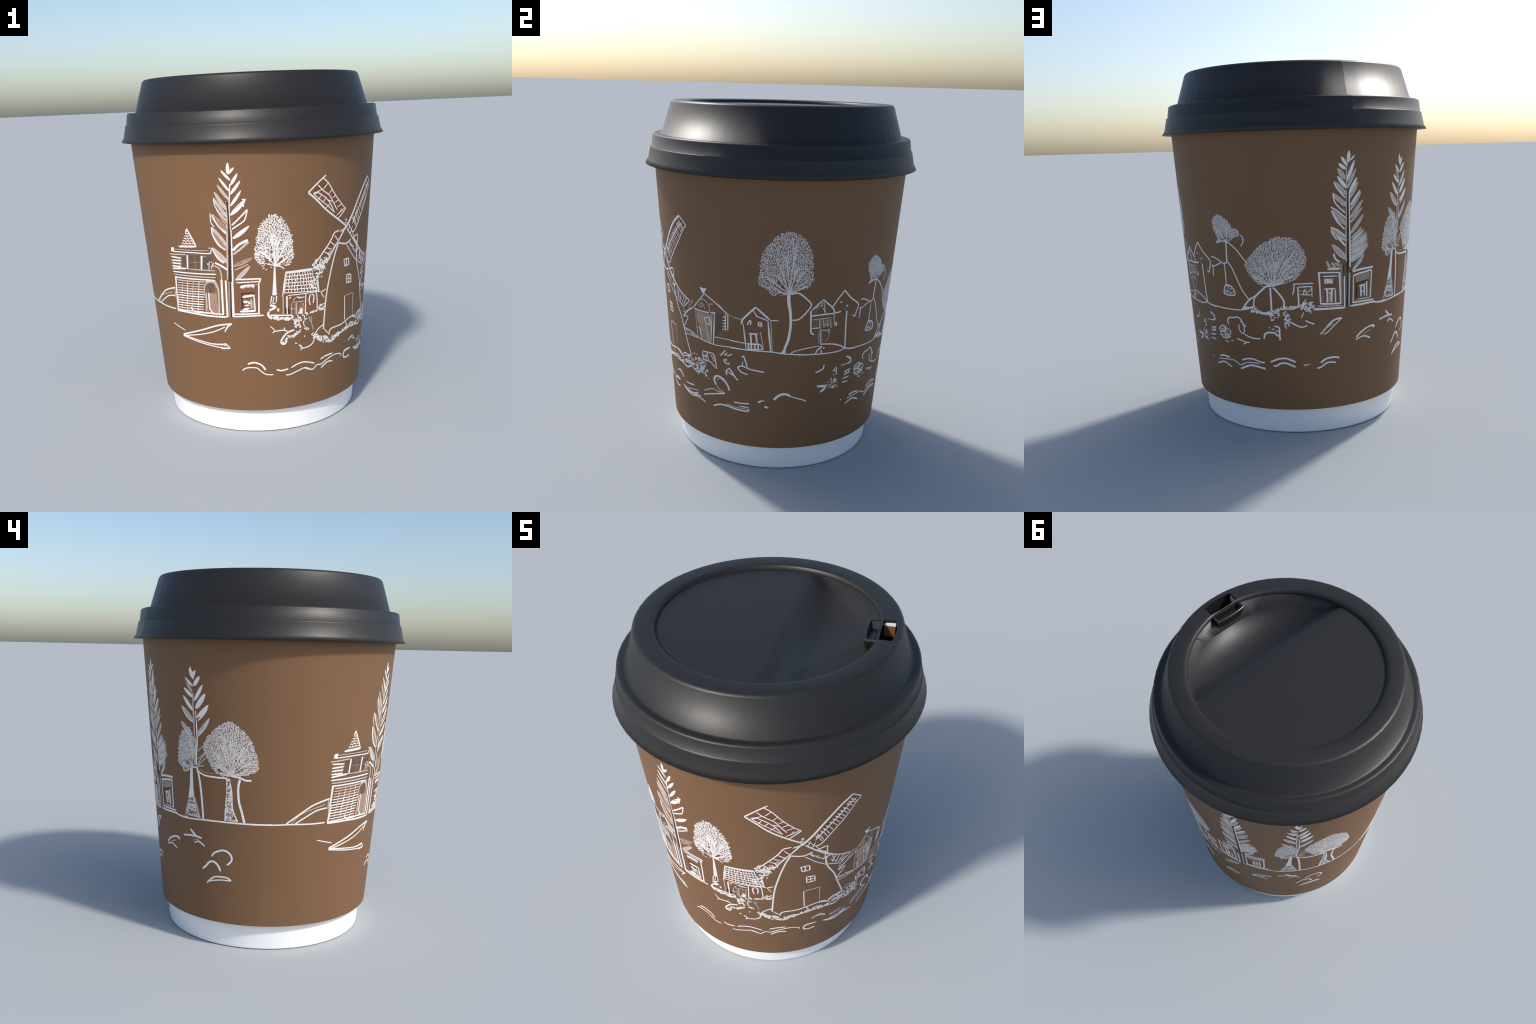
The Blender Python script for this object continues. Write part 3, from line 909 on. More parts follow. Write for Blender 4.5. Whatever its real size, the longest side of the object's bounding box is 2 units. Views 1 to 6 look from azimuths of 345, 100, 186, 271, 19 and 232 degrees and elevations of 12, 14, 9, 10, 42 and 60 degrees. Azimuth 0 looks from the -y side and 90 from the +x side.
pen.line(6, (-17.6, 41.4), (-15.6, 39.1), bend=False)
pen.tangle(5, [(-11.2, 45), (-9.4, 44.6), (-13.5, 37.9), (-15.5, 34.7), (-19.1, 34.5), (-21.4, 37.3), (-16.8, 38.9), (-12.8, 42.1)], marks=60, size=1.0, seed=10)
pen.line(5, (-6.2, 47.2), (-8.4, 47.2), (-12.7, 40.1), ink='soft')
pen.line(8, (-0.4, 54.5), (4.7, 48.3), (10.1, 42.3))
pen.fill('rust', (5.6, 48.6), (9.4, 49.3), (9.5, 45.2))
pen.line(7, (5.3, 48.7), (9.5, 49.6), (9.8, 43.7), bend=False, closed=True)
pen.line(4, (0.8, 56.4), (3.6, 52.8), (6, 48.4))
pen.line(4, (1.7, 56.9), (0.9, 54), bend=False)
pen.line(4, (3.9, 55.1), (2.7, 51.6), bend=False)
pen.line(7, (8.6, 46.1), (9.5, 43.8), (15.9, 38.1), (22.6, 34.8))
pen.line(6, (22.6, 34.8), (17.4, 29.7), bend=False)
pen.line(5, (10.5, 33.9), (17.4, 29.7))
pen.line(5, (11.1, 42.4), (9.3, 38), bend=False)
pen.line(5, (12.6, 40.9), (13.2, 37.3), bend=False)
pen.line(5, (14.5, 39), (12.8, 34), bend=False)
pen.line(5, (16.3, 37.3), (14.7, 32.1), bend=False)
pen.line(5, (18.5, 36.4), (16.1, 31.2), bend=False)
pen.line(5, (20.2, 35.7), (17.5, 31), bend=False)
pen.line(5, (11.6, 37.4), (15.3, 32.9), bend=False)
pen.line(5, (7.6, 40), (12, 40.8), bend=False)
pen.dot(14, (-1.6, 59.8))
pen.dot(20, (-1.7, 55.4))
pen.line(6, (-2.6, 58.5), (-0.9, 57.9))

# gabled house behind the windmill
pen = Pen('printed_gabled_house', angle=-22.7, height=0.725)
pen.fill('tan', (-9, 17.2), (0.7, 17.5), (0, 0.7), (-6, 1.2))
pen.fill('shade', (3.1, 18.4), (7.7, 18.4), (6.6, 10.2), (2.3, 5.1))
pen.fill('ink', (-5.7, 31.5), (-3.4, 31.2), (-1.5, 31.6), (-3.2, 28), (-4, 28.4))
pen.line(8, (-3.2, 28), (-6.8, 23.1), (-10.3, 19), ink='soft')
pen.line(7, (-10.8, 18.5), (-15.1, 15), (-18.7, 11))
pen.line(6, (-2.9, 28.4), (3.3, 24.3), (9.4, 19.1))
pen.line(4, (4.7, 23.9), (8.8, 19.3))
pen.line(5, (-10.4, 18.3), (-4.4, 24.9), (-0.4, 21.6), (-0.8, 18.1), ink='soft')
pen.line(6, (-10, 18.1), (-4.4, 17.8), (-0.5, 18.1))
pen.line(5, (-7, 20.5), (-4.8, 23), (-4.6, 19.9), (-7, 20.5), ink='soft', bend=False)
pen.line(4, (-4.5, 23.1), (-2.7, 19.2), ink='soft', bend=False)
pen.line(6, (-9.2, 17.4), (-8.4, 3.7), (-7.4, 1.4), ink='soft', bend=False)
pen.line(5, (-7.6, 15.3), (-4.5, 15.3), (-4.8, 11.1), (-7.5, 11.6), ink='soft', bend=False, closed=True)
pen.line(4, (-6, 15.5), (-6.1, 11.4), ink='soft', bend=False)
pen.line(6, (-3.6, 14.6), (-0.6, 15.6), (-0.2, 11.1), (-2.7, 11.3), bend=False, closed=True)
pen.line(7, (-6.9, 8), (-5.9, 1.3), bend=False)
pen.line(4, (-2.8, 10.4), (-1.3, 0.3), bend=False)
pen.line(8, (2.4, 18.5), (1.2, 0.1), bend=False)
pen.line(7, (0.1, 18.3), (3.1, 18.7), bend=False)
pen.line(5, (1.1, 17.6), (-0.3, 0), bend=False)
pen.line(5, (-9.3, 7.6), (-3.6, 7), ink='soft', bend=False)
pen.line(5, (-7.4, 1.4), (-1.3, 0.3), (2.5, 0.1))
pen.line(6, (9.4, 19.1), (9.2, 10), bend=False)
pen.line(6, (8.2, 19.1), (8, 9.8), bend=False)
pen.line(6, (6.6, 17.3), (8.5, 17.3), bend=False)
pen.line(6, (6.6, 15.4), (8.4, 15.4), bend=False)
pen.line(6, (6.5, 13.6), (8.4, 13.6), bend=False)
pen.line(6, (6.5, 11.9), (8.3, 11.9), bend=False)
pen.line(6, (6.4, 10.2), (8.3, 10.3), bend=False)
pen.line(5, (-18.7, 10.7), (-15, 11.6), (-19.4, 3.9))
pen.line(5, (-18.9, 4.1), (-13.5, 4), (-7.4, 1.4), bend=False)
pen.line(4, (-18.3, 1.1), (-12.1, 1.3), (-8.2, 1.2), bend=False)
pen.scribble(4, 1.2, (-17.1, 3.1), (-12.8, 2.6), (-8.5, 1.7))
pen.line(7, (-0.3, 23), (1.8, 23.4), ink='soft', bend=False)
pen.line(4, (-12.1, 21), (-10.5, 22.7), (-14.1, 17.2), ink='soft')
pen.line(4, (-17.7, 16.1), (-18.4, 13.3), (-15, 15.7), ink='soft')

# little cottage with a porch
pen = Pen('printed_cottage', angle=0.8, height=0.733)
pen.fill('wash', (-6.5, 15.7), (-1, 23.6), (4.5, 17.3), (5.7, -0.3), (-5.3, 0.1))
pen.line(9, (-1, 24.3), (-6.9, 16.8), (-7.3, 13.9))
pen.line(9, (-1, 24.3), (5.3, 17.7), bend=False)
pen.line(6, (-2.1, 22.5), (-0.6, 19.3), (1.4, 18.5), (4.5, 17.2), bend=False)
pen.line(7, (-6.7, 14.2), (-5.4, -0.4), bend=False)
pen.line(9, (4.5, 17.3), (6, -0.5), bend=False)
pen.line(5, (5.8, 17.1), (6.7, -0.5), ink='soft', bend=False)
pen.line(3, (-13, 18.1), (-10.5, 17), (-7.7, 16.6), ink='soft')
pen.line(5, (5.2, 17.5), (9.4, 17.4), bend=False)
pen.line(7, (-4.8, 13.9), (-3.9, 16.3), (-3.2, 16.3), (-3.3, 14))
pen.line(7, (0.2, 15.9), (1.6, 15.8), (1.7, 13.7), (0.3, 14.1), bend=False, closed=True)
pen.line(4, (0.8, 14.8), (1.8, 14.9), bend=False)
pen.line(8, (-4.1, 9.1), (0, 9.3), bend=False)
pen.line(8, (-3.3, 9), (-3, 3.9), bend=False)
pen.line(8, (-0.8, 9.1), (-0.3, 4.2), bend=False)
pen.line(5, (1.1, 10.7), (1.9, 6.4), (2.7, 0.5), ink='soft')
pen.line(9, (-5.3, 3.2), (1.3, 3.5), bend=False)
pen.line(6, (1.3, 3.5), (2.4, 0.6), bend=False)
pen.line(6, (-4.9, 0.1), (2.2, 0.6), bend=False)
pen.line(8, (-4.4, 2.7), (-4.2, 0.2), bend=False)
pen.line(8, (-3, 2.9), (-2.9, 0.4), bend=False)
pen.line(8, (-1.4, 3.1), (-1.3, 0.6), bend=False)
pen.line(8, (0.2, 3.2), (0.3, 0.8), bend=False)

# big round tree between the houses
pen = Pen('printed_round_tree', angle=12.7, height=0.72)
pen.crown((1.6, 33.7), [(0.5, 67.1), (-2.3, 65.7), (-5.7, 62.9), (-8.1, 59.1), (-10, 55.8), (-11, 51.2), (-11.3, 46.1), (-12, 40.5), (-11.5, 37.8), (-8.5, 36.1), (-5.4, 32.3), (-3.2, 32.9), (-1.8, 33.9), (1.6, 33.7), (5.2, 36), (9.8, 35.8), (11.8, 40.9), (11.3, 46.5), (11.3, 50.7), (10.2, 57.1), (7.7, 62.1), (5.8, 64.4), (3.3, 66)], marks=900, size=0.75, rays=18, seed=11, ink='pale')
pen.line(10, (1.6, 34.1), (1.7, 29.9), (2.6, 22.2), (2.8, 15.5), (2.1, 8.1), (0.8, 3.7), (-0.4, 0.1))
pen.line(10, (1.2, 33.7), (1.2, 29.4), (2.3, 22.2), (2.6, 15.5), (1.8, 8.1), (0.3, 2.7))
pen.fill('ink', (-1.8, -0.1), (0.7, 3.2), (1.1, 2.7), (0.8, -0.4))
pen.line(7, (2.3, 33.4), (5.7, 33.9), (9.7, 30.2), (11.6, 27.2), (10, 23.9), (7, 20), (5.1, 19.1), (3.4, 19.1))

# gabled house on a pole beside a pond
pen = Pen('printed_stilt_house', angle=30.1, height=0.714)
pen.fill('wash', (-9.8, 1.8), (-5.3, 3.4), (0, 5), (5.8, 4.2), (10, 2.7), (13.2, 0.4), (10.7, -0.5), (5, -0.7), (-2.6, -0.5), (-9.7, -0.2))
pen.line(7, (-0.3, 30.3), (-5.6, 24.5), bend=False)
pen.line(7, (-0.3, 30.3), (4.4, 25.5), (5.9, 22.7))
pen.line(8, (-5.8, 24.5), (-5.5, 18.3), (-5.1, 12.4), (-3.6, 10.9))
pen.line(7, (-5.7, 21.6), (-0.5, 21.9), (5.4, 22), (9.3, 22.5))
pen.line(5, (-5, 19.5), (4.8, 19.8), ink='soft', bend=False)
pen.line(7, (-1.5, 19.6), (-0.9, 14.5), ink='soft', bend=False)
pen.line(7, (0.4, 19.4), (1.1, 14.5), ink='soft', bend=False)
pen.line(7, (2.3, 19.1), (2.9, 14.7), ink='soft', bend=False)
pen.line(7, (4, 18.9), (4.7, 13.8), ink='soft', bend=False)
pen.line(4, (-4.2, 19.4), (-3.8, 15.6), ink='tan', bend=False)
pen.line(4, (-2.8, 19.3), (-2.4, 15.5), ink='tan', bend=False)
pen.line(4, (-0.6, 19.1), (-0.2, 15.3), ink='tan', bend=False)
pen.line(4, (1.4, 18.8), (1.8, 15), ink='tan', bend=False)
pen.line(4, (3.2, 18.6), (3.7, 14.8), ink='tan', bend=False)
pen.line(6, (-4.9, 14.6), (-0.7, 14.5), bend=False)
pen.line(5, (0, 16), (4, 15.7), ink='soft', bend=False)
pen.line(6, (-1.2, 27.4), (0.2, 28.5), (0.8, 23.9), (1.4, 22.1), ink='soft')
pen.line(5, (-4.2, 25.5), (-1.2, 27.3), ink='soft')
pen.scribble(4, 1.2, (-0.8, 26.5), (0.8, 23.9))
pen.line(4, (-2.5, 26.3), (-3.8, 22.3), ink='tan', bend=False)
pen.line(6, (5.6, 22), (6.3, 14.8), ink='soft', bend=False)
pen.line(9, (7.2, 16.9), (7.3, 14.6), bend=False)
pen.line(9, (-0.7, 13.6), (0.1, 5.1), ink='soft', bend=False)
pen.line(5, (-1.6, 12.5), (-1.1, 5.3), ink='tan', bend=False)
pen.line(7, (-0.9, 13.3), (2.8, 12.6), (3.8, 13.1), (3.7, 10.5), ink='soft')
pen.line(3, (4.2, 10), (3.5, 8), (2.1, 6.1), ink='soft')
pen.line(6, (-0.2, 13.2), (0.7, 5), ink='tan', bend=False)
pen.tangle(5, [(-1.4, 4.4), (1.6, 3.6), (2.1, 1), (-0.9, 1.4)], marks=12, size=0.9, seed=12)
pen.line(8, (-1, 2.7), (-2.3, -0.2), bend=False)
pen.line(6, (0.4, 1.7), (0.9, -0.1), bend=False)

# outline of a gabled house
pen = Pen('printed_open_house', angle=44.2, height=0.723)
pen.line(7, (-9.7, 24.6), (-7.1, 28.7), (-3.9, 33.4))
pen.line(7, (-3.9, 33.4), (0.3, 28.3), (4.3, 25), (5.4, 23.1), (4.7, 20.3), (3.6, 17))
pen.line(7, (3.6, 17), (2.1, 18.3), bend=False)
pen.line(8, (-1.5, 21.4), (-1.3, 13.5), (-0.4, 0))
pen.line(7, (-5.9, 26.7), (-4.6, 27.1), bend=False)
pen.line(8, (-2.2, 24.1), (-1.1, 24.4), bend=False)
pen.line(4, (-2.6, 23.5), (-2.3, 21.3), ink='tan', bend=False)

# crooked tree with a hanging basket
pen = Pen('printed_hanging_tree', angle=58.9, height=0.836)
pen.crown((2, 24), [(-1.7, 38.7), (-3.7, 37.1), (-5.7, 35), (-5.3, 32.1), (-4.2, 28.8), (-3, 26.4), (-3.6, 22.8), (-0.9, 24), (0.7, 26.6), (2.8, 25.9), (3.9, 23.9), (6.2, 26.1), (9.1, 27.5), (9.7, 28.7), (8.9, 30.7), (6.2, 31.4), (5.1, 33.4), (3.7, 35.4), (1.3, 37.4)], marks=620, size=0.6, rays=4, seed=13, ink='pale')
pen.line(8, (2, 23.8), (1.5, 12.7), bend=False)
pen.line(6, (-3.9, 23), (-1.4, 24), (1.8, 24.2), (3.9, 23.1), (7.3, 20), (9.5, 16.8), (11.6, 14), (12.3, 12.8))
pen.line(5, (9.9, 27.9), (11, 26.9), (11, 24.3), (9.8, 21.9))
pen.line(6, (-8.2, 14.9), (-5.8, 14.7), (-1.2, 12.2), (0.2, 12.1), (2.1, 12.9))
pen.line(6, (-8.5, 10.4), (-6.9, 9.9), (-2.1, 12.1))
pen.line(6, (-7.5, 9.9), (-8, 4.2), bend=False)
pen.line(7, (0, 12.3), (0.1, 6), (0, 0), bend=False)
pen.line(6, (2.1, 12.9), (4, 10.1), (6.1, 4.8), (8.9, -2.1), (12, -6.8))
pen.line(7, (-0.3, 0), (2.2, -0.2), (4.1, -2.1), (4.5, -5.1), (0.8, -5.5), (-1.7, -4.7), (-1.2, -1.9), closed=True)
pen.tangle(5, [(-0.1, -0.4), (2.2, -0.4), (3.8, -2.6), (4.1, -4.7), (0.9, -5.1), (-1.2, -4.2)], marks=22, size=0.8, seed=14)

# wide bushy tree on stony ground
pen = Pen('printed_bush_tree', angle=81.8, height=0.706)
pen.crown((0.6, 13.9), [(2.8, 40.2), (4.7, 40.2), (7.7, 40.1), (10.1, 39.3), (12.5, 37.8), (14.6, 34.8), (15.8, 31.8), (16.6, 28), (16, 24.3), (14, 21), (12.1, 17.7), (8.3, 16), (6.1, 16.2), (1.2, 13.9), (-0.7, 13.9), (-3.4, 13), (-5.7, 14.8), (-8.6, 18.2), (-10.5, 21.1), (-12.1, 24.8), (-10.5, 27.6), (-8.2, 30.7), (-5.7, 34.2), (-2.3, 37.2), (0.3, 38.3)], marks=1000, size=0.75, rays=22, seed=15, ink='pale')
pen.line(9, (-0.1, 13.1), (0, 6.2), (0, 0))
pen.line(9, (-0.1, 13.9), (-2.1, 13.5), (-4.2, 11.5), (-7.5, 8), (-10.8, 5.7), (-15, -0.2))
pen.line(7, (-7.5, 8), (-8.5, 4.7), (-8.5, 2.3))
pen.line(9, (1.2, 13.2), (3.3, 10.5), (5.2, 7.5), (6.1, 4.8), (5.7, 2.1))
pen.line(7, (0.9, 13.9), (3.8, 14.9), (6.1, 16.2))
pen.scribble(7, 2.2, (-14.6, -0.1), (-11.1, 1.3), (-8.5, 1.9), (-4.8, -0.6), (-0.4, -0.8), (4, 1.3), (6.6, 2.1), (10.8, 1.6), (14, 2.7), (16.9, 1.4), (19.5, 1.7))
pen.line(8, (-15, -0.2), (-8.5, 2.1), bend=False)
pen.scribble(7, 1.6, (-9.4, -0.1), (-4.8, -1.3), (-0.8, -1.5))
pen.tangle(6, [(-1.4, -0.8), (3.3, 0.5), (3.9, -1.4), (1.1, -5.4), (-0.6, -5.4)], marks=26, size=1.0, seed=16)
pen.tangle(6, [(5.6, -0.6), (8.2, -0.6), (8.7, -5.3), (7.9, -8.6), (5.3, -8.4), (6.4, -4.5)], marks=34, size=1.0, seed=17)
pen.tangle(6, [(13.7, 2.3), (14.4, 5.4), (16.7, 5.7), (18.9, 4.4), (20, 2), (17.6, -0.1)], marks=34, size=1.2, seed=18)
pen.line(9, (19.5, 1.1), (24.1, 0.8), bend=False)
pen.line(6, (15, -0.4), (14.4, -1.9), (13.8, -3.8), bend=False)
pen.line(6, (10.2, 15), (19.6, 15.1), bend=False)
pen.line(6, (10.8, 14.7), (10.7, 12), (10, 9.1))
pen.line(7, (12.5, 13.3), (12.8, 3.3), bend=False)
pen.line(6, (12.5, 13.3), (18.8, 13.4), (18.9, 7.5), bend=False)
pen.line(5, (13.2, 9.2), (18.8, 8.8), bend=False)
pen.line(6, (14.9, 9.2), (15.5, 11.8), (16.7, 9.3))
pen.scribble(5, 1.2, (17.4, 11), (18.6, 11.7))
pen.line(5, (13.2, 11.2), (14.2, 11.3), ink='soft', bend=False)
pen.line(7, (9, -5.9), (10.9, -7.3), (13.8, -8.7), (16.5, -8))
pen.line(7, (15.7, -5.1), (17.5, -6.3), (19.9, -7.3))

# tall tree with feather leaves between two houses
pen = Pen('printed_feather_tree', angle=117.8, height=0.712)
pen.fill('wash', (-0.9, 81.6), (1.4, 77.8), (3.3, 69.4), (5.4, 61.7), (6.9, 54), (6.7, 41.2), (8.2, 35.6), (-7, 37), (-7.6, 45.6), (-7.7, 58.1), (-6.4, 67.4), (-4.1, 78))
pen.leaf(18, (-1.1, 77), (-0.8, 82.8), ink='ink')
pen.leaf(9, (-0.2, 77.9), (1.8, 80.4), ink='ink')
pen.leaf(16, (-1.6, 75.5), (-4.3, 79.9), ink='ink')
pen.leaf(17, (-2.4, 73.7), (-5.4, 76.5), ink='ink')
pen.leaf(18, (-1.6, 67.4), (1.8, 77.8), ink='ink')
pen.leaf(18, (-1.7, 64), (-5.9, 70.1), ink='ink')
pen.leaf(13, (0.5, 55.1), (5, 62.5), ink='ink')
pen.leaf(18, (-0.5, 60.8), (3.2, 69.1), ink='ink')
pen.leaf(24, (-2.5, 68.7), (-5.7, 74), ink='soft')
pen.leaf(16, (-1.3, 64), (2.5, 73.6), ink='soft')
pen.leaf(24, (-1.9, 60.9), (-7.3, 67.4), ink='soft')
pen.leaf(18, (0.1, 58.9), (3.7, 66.8), ink='soft')
pen.leaf(24, (-1.5, 54.6), (-7.8, 61.4), ink='soft')
pen.leaf(16, (0.5, 52.6), (5.4, 61.7), ink='soft')
pen.leaf(26, (-1.7, 45.1), (-8.2, 52.8), ink='soft')
pen.leaf(20, (0.6, 48.5), (6.3, 57.1), ink='soft')
pen.leaf(14, (0.7, 46.1), (6.3, 53.4), ink='soft')
pen.leaf(26, (-1.2, 36.8), (-8.5, 43.1), ink='soft')
pen.leaf(22, (1.1, 40.4), (6.9, 49.5), ink='soft')
pen.line(7, (-7.3, 66.8), (-5.8, 63.6), (-2.2, 58.7))
pen.line(7, (-7.8, 61.3), (-6.6, 56.2), (-2.1, 50.9))
pen.line(7, (-8.6, 54.3), (-5.7, 52.1), (-1.7, 48))
pen.line(8, (-8.2, 52.2), (-5.9, 47), (-2.1, 42.3))
pen.line(7, (-8.7, 43.9), (-5.3, 41.9), (-1.9, 38.7))
pen.line(7, (-8.5, 42.4), (-7.5, 39.8), (-5.8, 37.1))
pen.line(3, (-1.8, 51.5), (-6.3, 59), ink='tan', bend=False)
pen.line(3, (-1.9, 43.9), (-7.1, 51.2), ink='tan', bend=False)
pen.leaf(11, (0.9, 24.6), (7.8, 28.6), ink='soft')
pen.line(3.5, (1.5, 25.5), (4.6, 27.2), (7.5, 29.3), ink='pale')
pen.leaf(16, (1, 26.1), (8.9, 30.5), ink='pale')
pen.line(3.5, (1.6, 27), (5.1, 28.9), (8.5, 31.2), ink='pale')
pen.leaf(14, (1, 27.7), (10.5, 32.4), ink='soft')
pen.line(3.5, (1.5, 28.5), (5.9, 30.7), (10.2, 33.1), ink='pale')
pen.leaf(12, (0.9, 29.4), (10.3, 33.9), ink='pale')
pen.line(3.5, (1.5, 30.2), (5.7, 32.2), (9.9, 34.6), ink='pale')
pen.leaf(17, (0.9, 31.1), (9.9, 36.1), ink='soft')
pen.line(3.5, (1.5, 31.9), (5.6, 34.2), (9.5, 36.9), ink='pale')
pen.leaf(15, (1, 32.8), (9.7, 37.9), ink='pale')
pen.line(3.5, (1.6, 33.6), (5.5, 35.9), (9.4, 38.6), ink='pale')
pen.leaf(13, (1.1, 34.3), (9.2, 39.5), ink='soft')
pen.line(3.5, (1.7, 35.1), (5.3, 37.5), (8.8, 40.2), ink='pale')
pen.leaf(11, (1.2, 35.8), (7.8, 41.1), ink='pale')
pen.line(3.5, (1.8, 36.7), (4.8, 39.1), (7.5, 41.8), ink='pale')
pen.leaf(16, (1.4, 37.6), (6.4, 42.3), ink='soft')
pen.line(3.5, (1.9, 38.5), (4.1, 40.6), (6.1, 43), ink='pale')
pen.line(10, (-6.5, 40.4), (-4.3, 36.9), (-1.7, 33.6))
pen.line(6, (-6, 42.5), (-3.3, 39.8), (-1.5, 36.7))
pen.leaf(30, (-1.3, 26.8), (-7.9, 34.7), ink='soft')
pen.line(9, (-4.2, 24.9), (-6.4, 27), (-7.2, 29.8))
pen.leaf(18, (2.4, 20.2), (8, 27.8), ink='soft')
pen.line(5, (2.8, 20.5), (6.1, 23.5), (8, 27.8))
pen.line(7, (-1.6, 62.8), (-1.5, 51.5), (-1.4, 36.5), ink='soft')
pen.line(14, (-1.1, 63.4), (-0.8, 51.4), (-0.6, 36.4), ink='dark')
pen.line(7, (-0.4, 61.5), (0, 48.2), (0.4, 36.4))
pen.line(6, (-1.9, 75.2), (-1.6, 63.4), ink='soft', bend=False)
pen.line(7, (-1.6, 41.8), (-1.1, 24.9), ink='soft', bend=False)
pen.line(14, (-0.6, 41.7), (-0.2, 22.1), (-0.3, 19), ink='dark', bend=False)
pen.line(8, (0.3, 41.7), (0.9, 21.9), bend=False)
pen.line(14, (-0.6, 19), (-0.3, 0.1), ink='dark', bend=False)
pen.line(9, (0.8, 18.8), (0.9, 0.2), ink='soft', bend=False)
pen.line(8, (-1.9, 17.3), (-1.5, 0), bend=False)
pen.line(13, (-3.6, 24.3), (-3.3, 17.4), (-2.7, 1.9), ink='tan')
pen.line(6, (-2.4, 23.5), (-2.5, 14.2), (-2.3, 1.6), ink='dark')
pen.line(4, (-1, 19), (-0.9, 0.4), ink='tan', bend=False)
pen.line(6, (1.5, 20), (1.6, 0.8), ink='dark', bend=False)

# shop with a sign and a double door
pen = Pen('printed_shop', angle=109.1, height=0.712)
pen.fill('wash', (-5.1, 19.8), (4.4, 19.2), (5.4, 2.3), (-4.5, 3.1))
pen.line(7, (-5.9, 20.1), (4.5, 19.4), bend=False)
pen.line(8, (-5.2, 20), (-4.4, 3), bend=False)
pen.line(11, (4.4, 19.4), (5.4, 2.2), bend=False)
pen.line(9, (-4.5, 3), (5.6, 2.4), bend=False)
pen.line(6, (-3.6, 17.9), (3.4, 17.6), bend=False)
pen.line(6, (-2.6, 16.4), (-1.6, 16.5), (-1.5, 14.2), (-2.5, 14), bend=False, closed=True)
pen.line(4, (-2.1, 16.2), (-2, 14.4), bend=False)
pen.line(6, (-1.3, 16.3), (-0.4, 16.4), (-0.3, 14.1), (-1.2, 13.9), bend=False, closed=True)
pen.line(4, (-0.8, 16.1), (-0.7, 14.2), bend=False)
pen.line(6, (-0.1, 16.2), (0.9, 16.3), (1, 13.9), (0.1, 13.8), bend=False, closed=True)
pen.line(4, (0.5, 16), (0.6, 14.1), bend=False)
pen.line(8, (-3, 11), (2.5, 10.8), bend=False)
pen.line(9, (-1.4, 10.6), (-1.2, 3.6), bend=False)
pen.line(9, (0.8, 10.4), (0.7, 3.8), bend=False)
pen.line(7, (2.5, 10.2), (2.7, 3.2), bend=False)
pen.line(6, (-0.2, 9.4), (-0.1, 3.9), ink='soft', bend=False)
pen.line(6, (-0.7, 9.3), (0.5, 8.2), bend=False)
pen.line(5, (-3.4, 10.1), (-3.3, 3.8), ink='tan', bend=False)
pen.line(6, (-6, 1.9), (6.3, 1.1), ink='soft', bend=False)
pen.line(10, (-7.8, 0.2), (-1.4, 0.1), (7.5, -0.1), bend=False)
pen.line(9, (-1.4, 21.6), (4.7, 21.4), bend=False)
pen.leaf(12, (-0.2, 22.4), (-1.7, 26.1), ink='soft')
pen.leaf(14, (2.3, 22.5), (0.6, 25.4), ink='soft')
pen.leaf(12, (4.4, 23.1), (2.3, 25), ink='soft')
pen.line(5, (-0.5, 22.3), (4.5, 22), ink='soft', bend=False)

# small house with a deep window
pen = Pen('printed_kiosk', angle=125.7, height=0.717)
pen.fill('tan', (-4.1, 16.1), (4, 17.4), (3.9, 13.7), (-3.7, 12.3))
pen.fill('dark', (-3.7, 12.3), (3.2, 13.5), (2.9, 12.6), (-2.7, 11.5), (-2.8, 3.9), (-3.7, 3.1))
pen.line(10, (-5.5, 18.6), (-1.4, 19.5), (6, 19.9))
pen.line(9, (-5.3, 16.4), (-0.7, 17.5), (5.2, 18.3))
pen.line(8, (5.1, 18.3), (5, 3), bend=False)
pen.line(6, (-5.1, 16.2), (-4.9, 2), bend=False)
pen.line(10, (-1.8, 10.2), (1.7, 10.7), bend=False)
pen.line(9, (-0.9, 9.7), (-0.5, 4.4), bend=False)
pen.line(8, (1.1, 10), (1.3, 4.6), bend=False)
pen.line(8, (2.4, 12.4), (2.8, 3.8), bend=False)
pen.line(5, (-0.6, 7.2), (1.2, 7.2), bend=False)
pen.fill('soft', (-4, 2.7), (-0.8, 3.5), (5.4, 3.2), (4.7, 2.6))
pen.line(8, (-5.4, 1.6), (-0.1, 1.6), (7.3, 1.6), bend=False)
pen.line(10, (-6.3, -0.1), (0, 0), (8.2, 0.3), bend=False)

# feather tree rising behind a round tree
pen = Pen('printed_feather_tree', angle=149.4, height=0.718)
pen.fill('wash', (-1.9, 79.1), (1.6, 75.2), (4.2, 66.6), (6.1, 60.8), (5.9, 53.3), (1.2, 42.7), (-5.6, 42), (-9.1, 51.2), (-7.9, 62.7), (-5.7, 74.1))
pen.fill('ink', (-2.8, 79.8), (-2.3, 78.3), (-1.8, 77), (-0.9, 77.5), (-0.1, 78.1), (-0.4, 75.9), (-1.6, 72.9), (-3.2, 75.4), (-3.7, 77.9))
pen.leaf(20, (-1.3, 70.3), (1.6, 74.9), ink='ink')
pen.leaf(13, (-2.1, 69.9), (-5.9, 74.1), ink='ink')
pen.leaf(18, (-1.2, 62.9), (2.9, 70.7), ink='ink')
pen.leaf(18, (-2.1, 64.3), (-6.8, 68.8), ink='ink')
pen.leaf(25, (-0.6, 58.8), (4, 66.2), ink='ink')
pen.leaf(19, (-2.4, 57.5), (-7.4, 64.7), ink='ink')
pen.leaf(19, (-0.1, 54.3), (5.5, 60.7), ink='ink')
pen.leaf(10, (0.3, 52.5), (5.2, 58.9), ink='ink')
pen.leaf(13, (-2.4, 66.9), (-5.2, 71.6), ink='soft')
pen.leaf(28, (-2.7, 51.8), (-8.4, 59.3), ink='soft')
pen.leaf(14, (-0.2, 46), (5.7, 53.9), ink='soft')
pen.leaf(12, (0.2, 44.7), (5.5, 52.5), ink='soft')
pen.leaf(26, (-4.2, 44.8), (-9.3, 51.2), ink='soft')
